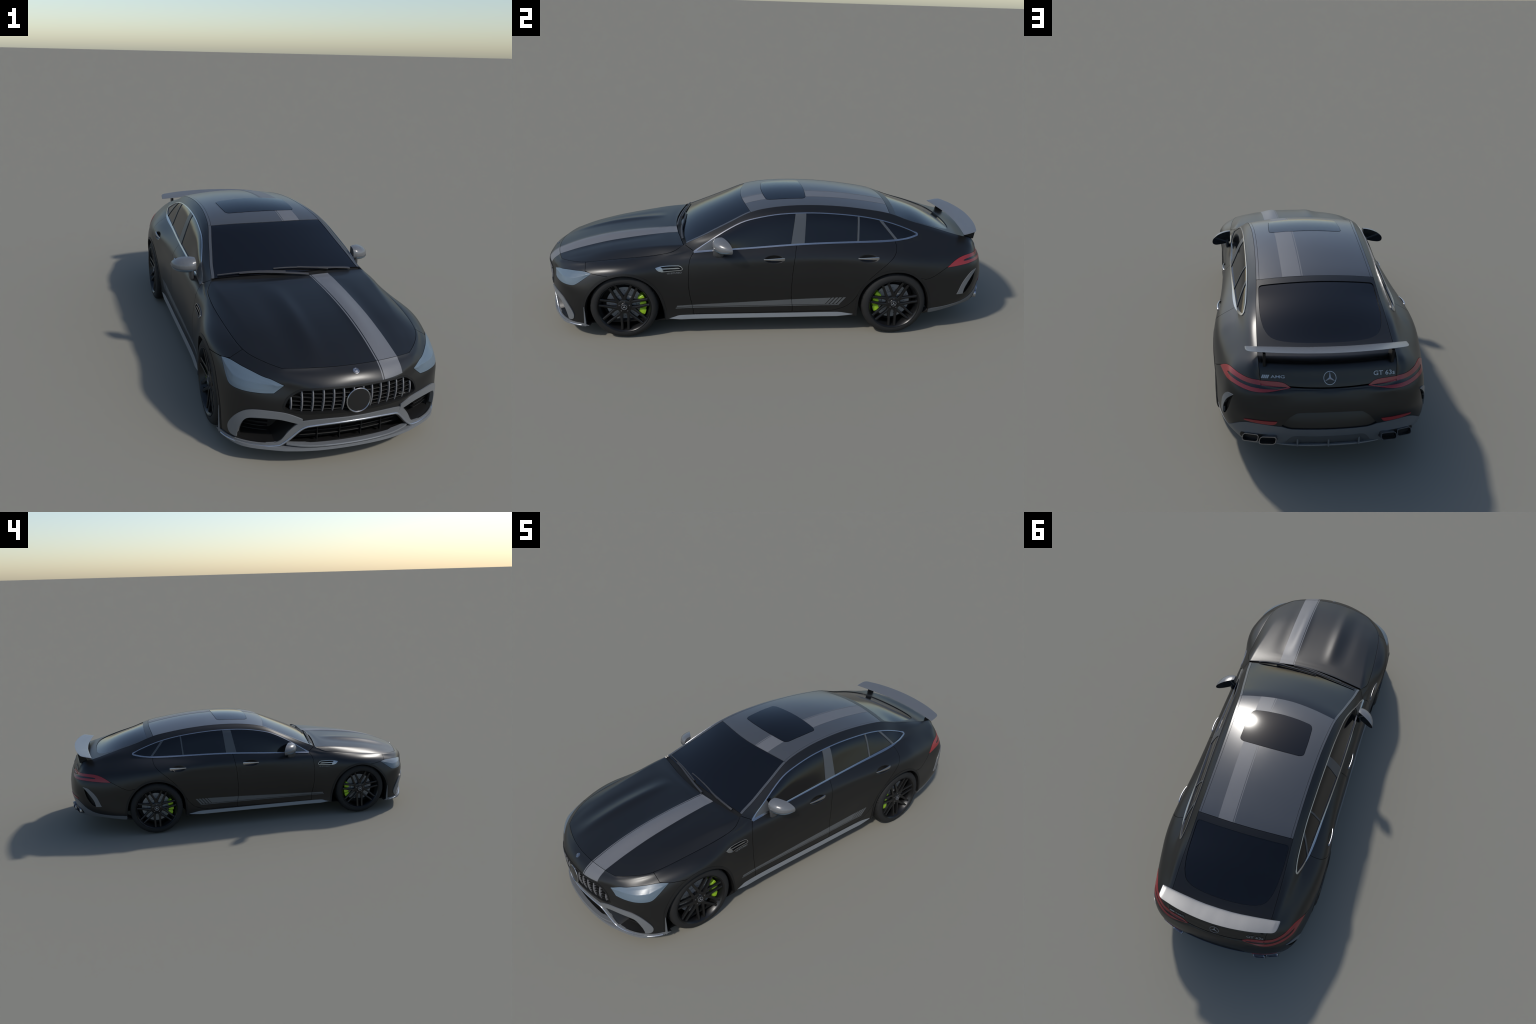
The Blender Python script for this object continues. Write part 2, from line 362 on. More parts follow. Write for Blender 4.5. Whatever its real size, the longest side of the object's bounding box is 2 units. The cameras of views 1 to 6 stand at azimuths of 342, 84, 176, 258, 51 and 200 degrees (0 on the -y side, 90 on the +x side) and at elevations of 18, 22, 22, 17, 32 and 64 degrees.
def ring_surface(nu=640, nv=9):
    R = RINGS.copy(); ext = 3; last = len(R)-1
    C, E = edge_curves()
    # station positions on the edge curve, so that both skins share one rail
    pos = np.array([np.argmin(((E-p)**2).sum(1)) for p in R[last, 3:17]], float); pos[-1] = len(E)-1
    fa = R[last, :3, 0]/E[0, 0]; fc = R[last, 16:, 0]/R[last, 16, 0]
    def rail_at(k, t):
        out = np.zeros((len(t), 3)); kc = k[2]*.72+k[3]*.28          # bonnet corner
        a = t <= kc; c = t >= k[16]; b = ~a & ~c
        out[a] = cross_row(C[0], E[0], np.interp(t[a], [k[0], k[1], k[2], kc], [*fa, 1]))
        out[c] = cross_row(C[-1], E[-1], np.interp(t[c], k[16:19], fc))
        p = np.interp(t[b], np.r_[kc, k[3:17]], np.r_[0, pos]); i = np.clip(p.astype(int), 0, len(E)-2); w = (p-i)[:, None]
        out[b] = E[i]*(1-w)+E[i+1]*w
        return out
    front = R[:, ext:0:-1]*[-1, 1, 1]; back = R[:, -2:-2-ext:-1]*[-1, 1, 1]
    X = np.concatenate([front, R, back], axis=1)
    d = np.linalg.norm(np.diff(X, axis=1), axis=2).mean(0)**.6
    k = np.r_[0, np.cumsum(d)]; k -= k[ext]; ks = k[ext:-ext]
    t0 = np.linspace(0, ks[-1], 3000); cen = X[4]
    c = spline_eval(k, cen, spline_solve(k, cen), t0)
    arc = np.r_[0, np.cumsum(np.linalg.norm(np.diff(c, axis=0), axis=1))]
    t = np.interp(np.linspace(0, arc[-1], nu), arc, t0)
    kc = ks[2]*.72+ks[3]*.28; t[np.argmin(abs(t-kc))] = kc; t[np.argmin(abs(t-ks[16]))] = ks[16]
    U = np.stack([spline_eval(k, r, spline_solve(k, r), t) for r in X])
    U[last] = rail_at(ks, t)
    rs = rail_at(ks, ks)
    for q in (last-1, last-2):                       # lines close to the rail follow it at a distance
        D = R[q]-rs
        D = np.concatenate([D[ext:0:-1]*[-1, 1, 1], D, D[-2:-2-ext:-1]*[-1, 1, 1]])
        U[q] = U[last]+spline_eval(k, D, spline_solve(k, D), t)
    U[:, 0, 0] = 0; U[:, -1, 0] = 0
    def up(A):
        out = np.zeros((nu, (len(A)-1)*nv+1, 3))
        for j in range(nu):
            P = A[:, j]; dd = np.linalg.norm(np.diff(P, axis=0), axis=1)**.7+1e-5
            kk = np.r_[0, np.cumsum(dd)]
            q = np.concatenate([np.linspace(kk[i], kk[i+1], nv+1)[:-1] for i in range(len(kk)-1)]+[[kk[-1]]])
            out[j] = spline_eval(kk, P, spline_solve(kk, P), q)
        return out
    whole = up(U)
    parts = np.concatenate([up(U[:BELT+1])[:, :-1], up(U[BELT:])], axis=1)
    y = U[BELT, :, 1]
    w = np.clip((y+.40)/.08, 0, 1)*np.clip((.70-y)/.08, 0, 1)
    w = (w*w*(3-2*w))[:, None, None]
    fair = 1. if nv > 1 else 0.
    G = whole*(1-w)+parts*w
    # fairing: even out ripples between the drawn lines, keeping rail and lower edge
    for _ in range(24):
        X = np.concatenate([G[1:2]*[-1, 1, 1], G, G[-2:-1]*[-1, 1, 1]])
        lu = .5*(X[:-2]+X[2:])-G
        lv = np.zeros_like(G); lv[:, 1:-1] = .5*(G[:, :-2]+G[:, 2:])-G[:, 1:-1]
        lu[:, -1] = 0; lu[:, 0] = 0
        G = G+.45*lu*fair+.45*lv*fair*(1-w)
    G[0, :, 0] = 0; G[-1, :, 0] = 0
    return G

SIDE = grid_skin(ring_surface(), calm=True)
TOP = grid_skin(top_surface())
# outward normals
def orient(S, ref):
    i = np.argmin(((S.V-ref[0])**2).sum(1))
    if S.N[i]@np.array(ref[1]) < 0:
        S.N = -S.N; S.F = S.F[:, ::-1]
orient(SIDE, ((.36, 0, .25), (1, 0, 0))); orient(TOP, ((0, .2, .57), (0, 0, 1)))
# keep centre line normals in the plane of symmetry
for S in (SIDE, TOP):
    m = np.abs(S.V[:, 0]) < 1e-6; S.V[m, 0] = 0; S.N[m, 0] = 0
    S.N[m] /= np.linalg.norm(S.N[m], axis=1, keepdims=True)

# ------------------------------------------------------------------ seams and openings
class Band:
    """strip that follows the border of a region between two distances"""
    def __init__(s, reg, lo, hi): s.reg, s.lo, s.hi = reg, lo, hi
    def d(s, S):
        D = s.reg.d(S); return np.maximum(s.lo-D, D-s.hi)
class Rule:
    def __init__(s, f): s.f = f
    def d(s, S): return s.f(S.V)

def merge(A, B):
    return Skin(np.vstack([A.V, B.V]), np.vstack([A.N, B.N]), np.vstack([A.F, B.F+len(A.V)]))

def renormal(S, k=1.):
    """normals from the faces, after a displacement"""
    t = S.V[S.F]; fn = np.cross(t[:, 1]-t[:, 0], t[:, 2]-t[:, 0])
    N = np.zeros_like(S.V)
    for i in range(3): np.add.at(N, S.F[:, i], fn)
    m = np.abs(S.V[:, 0]) < 1e-6; N[m, 0] = 0
    N /= np.maximum(np.linalg.norm(N, axis=1, keepdims=True), 1e-15)
    S.N = N
    return S

def displaced(S, amount):
    return renormal(Skin(S.V+S.N*np.asarray(amount)[:, None], S.N, S.F))

def surf(S, view, a, b):
    """point and normal of a skin at projected position (a, b)"""
    Q = PROJ[view](S.V); d = ((Q-[a, b])**2).sum(1); i = np.argpartition(d, 9)[:9]
    w = np.sqrt(1/(d[i]+4e-6)); A = np.c_[np.ones(9), Q[i]-[a, b]]*w[:, None]
    p = np.linalg.lstsq(A, np.c_[S.V[i], S.N[i]]*w[:, None], rcond=None)[0][0]
    return p[:3], p[3:]/np.linalg.norm(p[3:])

def nose(x, y, z): return ((x+y)*R2, z)
def tail(x, y, z): return ((y-x)*R2, z)

at_nose = lambda V: V[:, 1] < -.7
at_tail = lambda V: V[:, 1] > .7
side_wall = lambda V: (V[:, 0] > .2)

front_arch = outline([(-.461,-.05),(-.461,.08)], [(-.461,.08),(-.467,.130),(-.484,.193),(-.513,.240),(-.562,.2785),(-.630,.295),(-.701,.2755),(-.753,.236),(-.783,.193),(-.796,.147),(-.799,.07)], [(-.799,.07),(-.80,-.05)])
rear_arch = outline([(.379,-.05),(.379,.10)], [(.379,.10),(.380,.158),(.386,.192),(.402,.226),(.438,.266),(.487,.292),(.538,.300),(.592,.291),(.637,.263),(.673,.219),(.693,.168),(.701,.110)], [(.701,.110),(.702,-.05)])
window_line = outline([(-.333,.377),(-.24,.3835),(-.09,.3925),(.10,.4065),(.33,.4115),(.538,.4155),(.60,.4225),(.635,.4305)],
                      [(.635,.4305),(.6415,.4335),(.637,.4385)],
                      [(.637,.4385),(.617,.447),(.575,.463),(.507,.485),(.42,.504),(.33,.5165),(.20,.5265),(.09,.5265),(.0,.5195),(-.09,.503),(-.143,.486),(-.24,.4365),(-.333,.377)])
R_FARCH, R_RARCH = Region('side', front_arch), Region('side', rear_arch)
R_DLO = Region('side', window_line, side_wall)
R_FBUMPER = Region('side', [(-1.2,-.1),(-1.2,.5),(-.791,.5),(-.791,.326),(-.789,.300),(-.76,.2945),(-.712,.2915),(-.62,.285),(-.62,-.1)])
door_front_edge = [(-.342,.100),(-.342,.121),(-.350,.166),(-.358,.218),(-.360,.272),(-.358,.318),(-.350,.357),(-.333,.3785)]
door_between = [(.104,.42),(.101,.404),(.092,.352),(.086,.30),(.083,.245),(.082,.19),(.089,.135),(.090,.105)]
R_FDOOR = Region('side', outline(door_front_edge, [(-.333,.3785),(-.27,.400)], [(-.27,.400),(-.09,.412)], [(-.09,.412),(.104,.42)], door_between, [(.090,.105),(-.342,.100)]), side_wall)
R_RDOOR = Region('side', outline(door_between[::-1], [(.104,.42),(.33,.428)], [(.33,.428),(.538,.425)], [(.538,.425),(.538,.414)],
                         [(.538,.414),(.538,.392),(.524,.368),(.499,.343),(.459,.305),(.419,.262),(.390,.220),(.366,.172),(.340,.140),(.31,.122),(.26,.108)], [(.26,.108),(.090,.105)]), side_wall)
R_RBUMPER = Region('side', [(.655,.268),(.668,.2625),(.69,.2655),(.715,.277),(.74,.292),(.768,.3085),(.80,.325),(.83,.332),(.93,.335),(1.2,.345),(1.2,-.1),(.6,-.1),(.6,.268)])
R_FENDER = Region('side', [(-1,.6),(-.372,.6),(-.372,.400),(-.333,.378),(-.333,0),(-1,0)])

R_HEADLIGHT = Region('nose', outline([(-.5130,.2665),(-.4725,.2787),(-.4523,.2812),(-.4122,.2880),(-.3670,.2940),(-.3193,.2982),(-.2870,.2945)],
                     [(-.2870,.2945),(-.3060,.2755),(-.3225,.2590),(-.3350,.2480),(-.3450,.2420),(-.3600,.2395),(-.3850,.2392),(-.4122,.2392),(-.4359,.2395),(-.4600,.2398),(-.4880,.2420)],
                     [(-.4880,.2420),(-.5130,.2665)]), at_nose)
R_TAILLIGHT = Region('tail', outline([(.5960,.3333),(.5839,.3421),(.5693,.3482),(.5424,.3496),(.5118,.3492),(.4837,.3488),(.4506,.3492),(.4171,.3498),(.3850,.3482),(.3520,.3395),(.3220,.3245),(.2970,.3078)],
                     [(.2970,.3078),(.3300,.3097),(.3690,.3142),(.4110,.3175),(.4497,.3163),(.4892,.3146),(.5181,.3156),(.5382,.3178)], [(.5382,.3178),(.5585,.3222),(.5786,.3280),(.5960,.3333)]), at_tail)
R_TAILSLOT = Region('tail', outline([(.5900,.3350),(.5587,.3346),(.5221,.3349),(.4880,.3354),(.4495,.3356),(.4144,.3368),(.3850,.3352)], [(.3850,.3352),(.3710,.3305),(.3760,.3280)],
                    [(.3760,.3280),(.4108,.3292),(.4439,.3277),(.4839,.3260),(.5131,.3258),(.5381,.3258),(.5630,.3270)], [(.5630,.3270),(.5900,.3350)]), at_tail)

S = SIDE
LIP_F = cut_in(S, Band(R_FARCH, -.001, .010)); LIP_R = cut_in(S, Band(R_RARCH, -.001, .010))
S = cut_out(S, R_FARCH); S = cut_out(S, R_RARCH)
HEADLIGHT, S = split(S, R_HEADLIGHT, gap=.0006, levels=2)
TL_SIDE, S = split(S, R_TAILLIGHT, gap=.0004, levels=2)
TL_TOP, TOPS = split(TOP, R_TAILLIGHT, gap=.0004, levels=2)
DLO, S = split(S, R_DLO, gap=.0)
FBUMP, S = split(S, R_FBUMPER)
RBUMP, S = split(S, R_RBUMPER)
FDOOR, S = split(S, R_FDOOR)
RDOOR, S = split(S, R_RDOOR)
FENDER, BODYSIDE = split(S, R_FENDER)
# the plain skins stay at hand for parts that lie on them
FB_SKIN, RB_SKIN, SIDE_SKIN = FBUMP, RBUMP, SIDE

# ------------------------------------------------------------------ sweeps, lofts and other solids
def frames(P, up):
    T = np.gradient(P, axis=0); T /= np.linalg.norm(T, axis=1, keepdims=True)
    U = np.asarray(up, float); U = np.repeat(U[None], len(P), 0) if U.ndim == 1 else U
    A = np.cross(T, U); A /= np.linalg.norm(A, axis=1, keepdims=True)
    return T, A, np.cross(A, T)

def sweep(P, section, up=(0, 0, 1), scale=None, caps=True):
    """closed section (m,2) in (across, up) carried along P (n,3)"""
    P = np.asarray(P, float); sec = np.asarray(section, float); T, A, B = frames(P, up)
    sc = np.ones((len(P), 2)) if scale is None else np.asarray(scale, float)
    if sc.ndim == 1: sc = np.c_[sc, sc]
    V = P[:, None]+A[:, None]*(sec[None, :, :1]*sc[:, None, :1])+B[:, None]*(sec[None, :, 1:]*sc[:, None, 1:])
    n, m = len(P), len(sec); F = []
    for i in range(n-1):
        for j in range(m):
            k = (j+1) % m; F.append((i*m+j, i*m+k, (i+1)*m+k, (i+1)*m+j))
    if caps: F += [tuple(range(m))[::-1], tuple((n-1)*m+j for j in range(m))]
    return V.reshape(-1, 3), F

def ellipse(a, b, n=12, power=1.):
    t = np.linspace(0, 2*np.pi, n, endpoint=False); c, s_ = np.cos(t), np.sin(t)
    return np.c_[a*np.sign(c)*abs(c)**power, b*np.sign(s_)*abs(s_)**power]

def rounded_rect(a, b, r, n=4):
    out = []
    for cx, cy, t0 in ((a-r, b-r, 0), (-a+r, b-r, 90), (-a+r, -b+r, 180), (a-r, -b+r, 270)):
        for t in np.linspace(t0, t0+90, n): out.append((cx+r*math.cos(math.radians(t)), cy+r*math.sin(math.radians(t))))
    return np.array(out)

def fix_normals(o):
    import bmesh
    bm = bmesh.new(); bm.from_mesh(o.data); bmesh.ops.recalc_face_normals(bm, faces=bm.faces); bm.to_mesh(o.data); bm.free()
    return o

def smooth_by_angle(o, deg=35):
    me = o.data; me.update()
    import bmesh
    bm = bmesh.new(); bm.from_mesh(me)
    for e in bm.edges:
        e.smooth = not (len(e.link_faces) == 2 and e.calc_face_angle(0) > math.radians(deg))
    for f in bm.faces: f.smooth = True
    bm.to_mesh(me); bm.free()
    return o

def solid(name, VF, mat, parent, deg=35):
    o = mesh_object(name, VF[0], VF[1], mat, parent); fix_normals(o); return smooth_by_angle(o, deg)

def join(*parts):
    V, F, b = [], [], 0
    for v, f in parts:
        V.append(np.asarray(v)); F += [tuple(i+b for i in q) for q in f]; b += len(v)
    return np.vstack(V), F

def flip(VF): return VF[0]*np.array([-1, 1, 1]), [tuple(f)[::-1] for f in VF[1]]

def pair(name, VF, mat, parent, deg=35):
    """the same solid on both sides; parent may be a (left, right) pair"""
    p = parent if isinstance(parent, (tuple, list)) else (parent, parent)
    return [solid(name, VF, mat, p[0], deg), solid(name, flip(VF), mat, p[1], deg)]

def box(lo, hi):
    x0, y0, z0 = lo; x1, y1, z1 = hi
    V = np.array([(x0,y0,z0),(x1,y0,z0),(x1,y1,z0),(x0,y1,z0),(x0,y0,z1),(x1,y0,z1),(x1,y1,z1),(x0,y1,z1)])
    return V, [(0,3,2,1),(4,5,6,7),(0,1,5,4),(1,2,6,5),(2,3,7,6),(3,0,4,7)]

def lathe(prof, n=96, axis_shift=0., radial=None):
    """profile of (x, radius) turned about the x axis"""
    P = np.array(prof, float); a = np.linspace(0, 2*np.pi, n, endpoint=False)
    r = np.repeat(P[None, :, 1], n, 0)
    if radial is not None: r = r-radial(a[:, None], P[None, :, 0], r)
    V = np.stack([np.repeat(P[None, :, 0]+axis_shift, n, 0), r*np.cos(a)[:, None], r*np.sin(a)[:, None]], 2).reshape(-1, 3)
    m = len(P); F = []
    for i in range(n):
        j = (i+1) % n
        F += [(i*m+q, i*m+q+1, j*m+q+1, j*m+q) for q in range(m-1)]
    return V, F

def text_mesh(txt, height, extrude=.0012, shear=0., width=1.):
    cu = bpy.data.curves.new('lettering', 'FONT'); cu.body = txt; cu.size = 1; cu.extrude = 0; cu.shear = shear; cu.align_x = 'CENTER'; cu.align_y = 'CENTER'
    cu.resolution_u = 3; cu.offset = .010
    o = bpy.data.objects.new('lettering', cu); SCENE.collection.objects.link(o)
    bpy.context.view_layer.update()
    me = bpy.data.meshes.new_from_object(o.evaluated_get(bpy.context.evaluated_depsgraph_get()))
    V = np.array([v.co for v in me.vertices]); F = [tuple(p.vertices) for p in me.polygons]
    bpy.data.objects.remove(o); bpy.data.curves.remove(cu); bpy.data.meshes.remove(me)
    V[:, :2] -= (V[:, :2].max(0)+V[:, :2].min(0))/2
    k = height/(V[:, 1].max()-V[:, 1].min()); V = V*k; V[:, 0] *= width
    # give depth: front face plus walls
    n = len(V); T = [tuple(f) for f in F]
    cnt = {}
    for f in T:
        for i in range(len(f)):
            e = (f[i], f[(i+1) % len(f)]); cnt[e] = cnt.get(e, 0)+1
    walls = [(a, b, b+n, a+n) for (a, b) in cnt if (b, a) not in cnt]
    V2 = np.vstack([V+[0, 0, extrude], V])
    return V2, T+[(b, a, c, d) for (a, b, d, c) in [(w[0], w[1], w[3], w[2]) for w in walls]]

def lay(VF, S, view, centre, right, up, lift=0.):
    """drape flat art (x right, y up, z out) on a skin seen in a projection; right, up are 2D directions there"""
    V = VF[0]; out = np.zeros_like(V); r, u = np.array(right, float), np.array(up, float)
    cache = {}
    for i, v in enumerate(V):
        q = np.array(centre)+r*v[0]+u*v[1]; key = (round(q[0], 6), round(q[1], 6))
        if key not in cache: cache[key] = surf(S, view, *q)
        p, n = cache[key]; out[i] = p+n*(v[2]+lift)
    return out, VF[1]

def star_art(r, ring=.09, ext=.0012, n=48):
    """three pointed star in a ring"""
    a = np.linspace(0, 2*np.pi, n, endpoint=False)
    V = []; F = []
    for rr in (r, r*(1-ring)):
        for z in (ext, 0): V += [(rr*math.cos(t), rr*math.sin(t), z) for t in a]
    for i in range(n):
        j = (i+1) % n
        F += [(i, j, 2*n+j, 2*n+i), (n+i, i+0, j+0, n+j)[::-1], (2*n+i, 2*n+j, 3*n+j, 3*n+i)]
    b = len(V); V.append((0, 0, ext*1.6)); k = len(V)
    for q in range(6):
        t = math.pi/2+q*math.pi/3; rr = r*.96 if q % 2 == 0 else r*.17
        V.append((rr*math.cos(t), rr*math.sin(t), ext*.6))
    for q in range(6): F.append((b, k+q, k+(q+1) % 6))
    return np.array(V, float), F

# ------------------------------------------------------------------ body panels
R_GRILLE = Region('front', outline([(-.1,.2672),(0,.2672),(.0524,.2680),(.0803,.2678),(.1118,.2658),(.1620,.2598)], [(.1620,.2598),(.1769,.2533),(.1906,.2430),(.2040,.2310),(.2128,.2120)], [(.2128,.2120),(.2145,.2030),(.2110,.1965),(.1950,.1918)], [(.1950,.1918),(.1780,.1878),(.1420,.1858),(.09,.1862),(.048,.1866),(0,.1862),(-.1,.1862)], [(-.1,.1862),(-.1,.2672)]), at_nose)
R_LOWGRILLE = Region('front', outline([(-.1,.1465),(0,.1465),(.0744,.1435),(.110,.1400),(.141,.1352)], [(.141,.1352),(.155,.1245),(.1690,.1101),(.1921,.0844),(.2000,.0765)], [(.2000,.0765),(-.1,.0765)], [(-.1,.0765),(-.1,.1465)]), at_nose)
R_INTAKE = Region('front', outline([(.1750,.1495),(.1924,.1555),(.2211,.1628),(.2627,.1650),(.3000,.1605)], [(.3000,.1605),(.3151,.1505),(.3270,.1210),(.3315,.0947),(.3290,.0790)], [(.3290,.0790),(.284,.0735),(.2316,.0770)], [(.2316,.0770),(.2157,.0920),(.1827,.1410),(.1750,.1495)]), at_nose)
R_BLADE = Region('front', outline([(.1600,.1650),(.1680,.1692),(.1998,.1826),(.2304,.1880),(.2763,.1892),(.3073,.1831),(.3270,.1688),(.3433,.1430),(.3525,.1090),(.3500,.0900)], [(.3500,.0900),(.3440,.0825),(.3320,.0800)],
                           [(.3320,.0800),(.3315,.0947),(.3270,.1210),(.3151,.1505),(.3000,.1605),(.2627,.1650),(.2211,.1628),(.1924,.1555),(.1570,.1445)], [(.1570,.1445),(.1600,.1650)]), at_nose)
R_NOSEBAR = Region('front', outline([(-.1,.1655),(0,.1655),(.054,.1650),(.0768,.1648),(.130,.1612),(.1600,.1568)], [(.1600,.1568),(.1760,.1445),(.2000,.1150),(.2170,.0875),(.2340,.0770)], [(.2340,.0770),(.27,.0735),(.33,.0725),(.38,.0715)], [(.38,.0715),(.38,.05)], [(.38,.05),(.218,.05)],
                             [(.218,.05),(.2140,.0700),(.1876,.0962),(.1590,.1265),(.1440,.1365)], [(.1440,.1365),(.110,.1420),(.0744,.1450),(0,.1480),(-.1,.1480)], [(-.1,.1480),(-.1,.1655)]), at_nose)
GR_IN = cut_in(FB_SKIN, R_GRILLE, .004); LG_IN = cut_in(FB_SKIN, R_LOWGRILLE, .004); IN_IN = cut_in(FB_SKIN, R_INTAKE, .002)
NOSEBAR = cut_in(FB_SKIN, R_NOSEBAR); BLADE = cut_in(FB_SKIN, R_BLADE, levels=2)
for r in (R_GRILLE, R_LOWGRILLE, R_INTAKE): FBUMP = cut_out(FBUMP, r, levels=2)
panel('front_bumper', FBUMP, PAINT, car, mode='whole', depth=.014)
panel('grille_surround', cut_in(FB_SKIN, Band(R_GRILLE, -.0025, .0035)), BLACK, car, offset=.0012, depth=.012, mode='whole')
panel('front_trim_bar', NOSEBAR, SILVER, car, offset=.0035, depth=.010, mode='whole')
blades = panel('intake_blade', BLADE, SILVER, car, offset=.0040, depth=.012)

R_DIFFUSER = Region('tail', outline([(.2340,.1170),(.300,.1235),(.345,.1310),(.3715,.1385),(.410,.1600),(.4441,.1827),(.470,.1965),(.4965,.2040),(.532,.2060),(.5638,.2046),(.5907,.2022)], [(.5907,.2022),(.602,.1976),(.616,.1940)], [(.616,.1940),(.75,.1940)], [(.75,.1940),(.75,0)], [(.75,0),(.2,0)], [(.2,0),(.2,.1150)], [(.2,.1150),(.2340,.1170)]), at_tail)
R_PLATE = Region('front', outline([(-.1,.2588),(0,.2588),(.06,.2583),(.1034,.2562)], [(.1034,.2562),(.1244,.2427),(.1385,.2278),(.1545,.2055)], [(.1545,.2055),(.138,.1990),(.1204,.1955)], [(.1204,.1955),(-.1,.1950)], [(-.1,.1950),(-.1,.2588)]), at_tail)
R_REFLECTOR = Region('front', outline([(.2735,.2140),(.2443,.2195),(.2054,.2212),(.1674,.2228)], [(.1674,.2228),(.1719,.2146),(.1825,.2092),(.2054,.2085),(.2444,.2088),(.2725,.2105)], [(.2725,.2105),(.2735,.2140)]), at_tail)
R_REARBLADE = Region('tail', outline([(.4345,.2845),(.4042,.2790),(.3850,.2650),(.3655,.2415),(.3520,.2136),(.3420,.1833),(.3395,.1780)], [(.3395,.1780),(.3654,.1780)], [(.3654,.1780),(.3690,.2030),(.3812,.2280),(.4045,.2590),(.4345,.2845)]), at_tail)
R_POCKET = Region('tail', outline([(.3654,.1800),(.3690,.2030),(.3812,.2280),(.4045,.2590),(.4315,.2820)], [(.4315,.2820),(.4238,.2635),(.4123,.2323),(.4013,.2130),(.385,.1910),(.3720,.1800)], [(.3720,.1800),(.3654,.1800)]), at_tail)
PLATE = cut_in(RB_SKIN, R_PLATE, .001); POCKET = cut_in(RB_SKIN, R_POCKET, .001)
RBUMP = cut_out(cut_out(RBUMP, R_PLATE), R_POCKET, levels=2)
DIFF, RBUMP = split(RBUMP, R_DIFFUSER, gap=.0003)
panel('rear_bumper', RBUMP, PAINT, car, mode='whole', depth=.023)
panel('rear_diffuser', DIFF, DARKSILVER, car, mode='whole', depth=.014, offset=.0015)
slope = lambda S: -(.0035+.0185*np.clip((S.V[:, 2]-.195)/.062, 0, 1))
panel('number_plate_recess', displaced(PLATE, slope(PLATE)), PAINT, car, depth=0, mode='whole')
panel('vent_pocket', POCKET, BLACK, car, offset=-.0115, depth=0)
panel('reflector', cut_in(RB_SKIN, R_REFLECTOR, levels=2), REDLAMP, car, offset=.0022, depth=.004)
panel('vent_blade', cut_in(RB_SKIN, R_REARBLADE, levels=2), SILVER, car, offset=.0025, depth=.008)

# door handle dishes
def dish(S, cy, cz, a=.0435, b=.0170, deep=.0105):
    f = lambda V: np.where(V[:, 0] > .2, np.sqrt(((V[:, 1]-cy)/a)**2+((V[:, 2]-cz)/b)**2)-1, 1.)*b
    S = refine(S, f(S.V) < .006); S = refine(S, f(S.V) < .004)
    q = np.clip(-f(S.V)/b, 0, 1)
    return displaced_local(S, -deep*np.sin(q*np.pi/2)**1.0*np.where(q > 0, 1, 0))
def displaced_local(S, amount):
    m = amount != 0; T = Skin(S.V+S.N*amount[:, None], S.N.copy(), S.F); R = renormal(Skin(T.V, T.N.copy(), T.F))
    T.N[m] = R.N[m]; return T
handle_places = ((.0045, .3510), (.4105, .3570))
FDOOR = dish(FDOOR, *handle_places[0]); RDOOR = dish(RDOOR, *handle_places[1])
fdoors = panel('front_door', FDOOR, PAINT, car)
rdoors = panel('rear_door', RDOOR, PAINT, car)

# side vent behind the front wheel
R_VENT = Region('side', outline([(-.496,.3190),(-.471,.3245),(-.42,.3265),(-.400,.3265)], [(-.400,.3265),(-.390,.3225),(-.3835,.3130),(-.386,.3085),(-.392,.3065)], [(-.392,.3065),(-.43,.3040),(-.469,.3020)], [(-.469,.3020),(-.486,.3080),(-.496,.3190)]), side_wall)
VENT_IN = cut_in(FENDER, R_VENT, .001, levels=2)
VENT_FRAME = cut_in(FENDER, Band(R_VENT, -.0018, .0008), levels=2)
FENDER_SKIN = FENDER
FENDER = cut_out(FENDER, R_VENT, levels=2)
fenders = panel('fender', FENDER, PAINT, car)
panel('side_vent', VENT_FRAME, CHROME, car, offset=.0028, depth=.010)
panel('side_vent_recess', VENT_IN, BLACK, car, offset=-.006, depth=0)
R_VBAR = Region('side', outline([(-.494,.3180),(-.480,.3222),(-.476,.3222)], [(-.476,.3222),(-.468,.3160)], [(-.468,.3160),(-.42,.3168),(-.400,.3172),(-.393,.3140)], [(-.393,.3140),(-.404,.3128),(-.44,.3122),(-.470,.3120)], [(-.470,.3120),(-.462,.3060)], [(-.462,.3060),(-.470,.3035),(-.484,.3090)], [(-.484,.3090),(-.494,.3180)]), side_wall)
panel('side_vent_bar', cut_in(FENDER_SKIN, R_VBAR, levels=2), CHROME, car, offset=.0012, depth=.005)

panel('body_side', BODYSIDE, PAINT, car, depth=.006)
panel('wheel_arch_lip', LIP_F, ARCHLIP, car, offset=.0012, depth=.022)
panel('wheel_arch_lip', LIP_R, ARCHLIP, car, offset=.0012, depth=.022)

# ------------------------------------------------------------------ side glass
R_BPILLAR = Region('side', [(.0715,.37),(.1335,.37),(.1485,.56),(.1045,.56)])
R_DIVIDER = Region('side', [(.3655,.37),(.3745,.37),(.3850,.56),(.3765,.56)])
R_SPLITBAR = Region('side', [(.561,.39),(.575,.39),(.425,.56),(.411,.56)])
R_SAIL = Region('side', [(-.36,.3),(-.234,.3),(-.236,.405),(-.252,.45),(-.36,.5)])
G = DLO
for name, r, mat, off in (('window_pillar', R_BPILLAR, PILLAR, .0012), ('window_divider', R_DIVIDER, PILLAR, .0012), ('window_divider', R_SPLITBAR, PILLAR, .0012), ('mirror_sail', R_SAIL, PILLAR, .0012)):
    inn, G = split(G, r, gap=.0004); panel(name, inn, mat, car, offset=off, depth=.004)
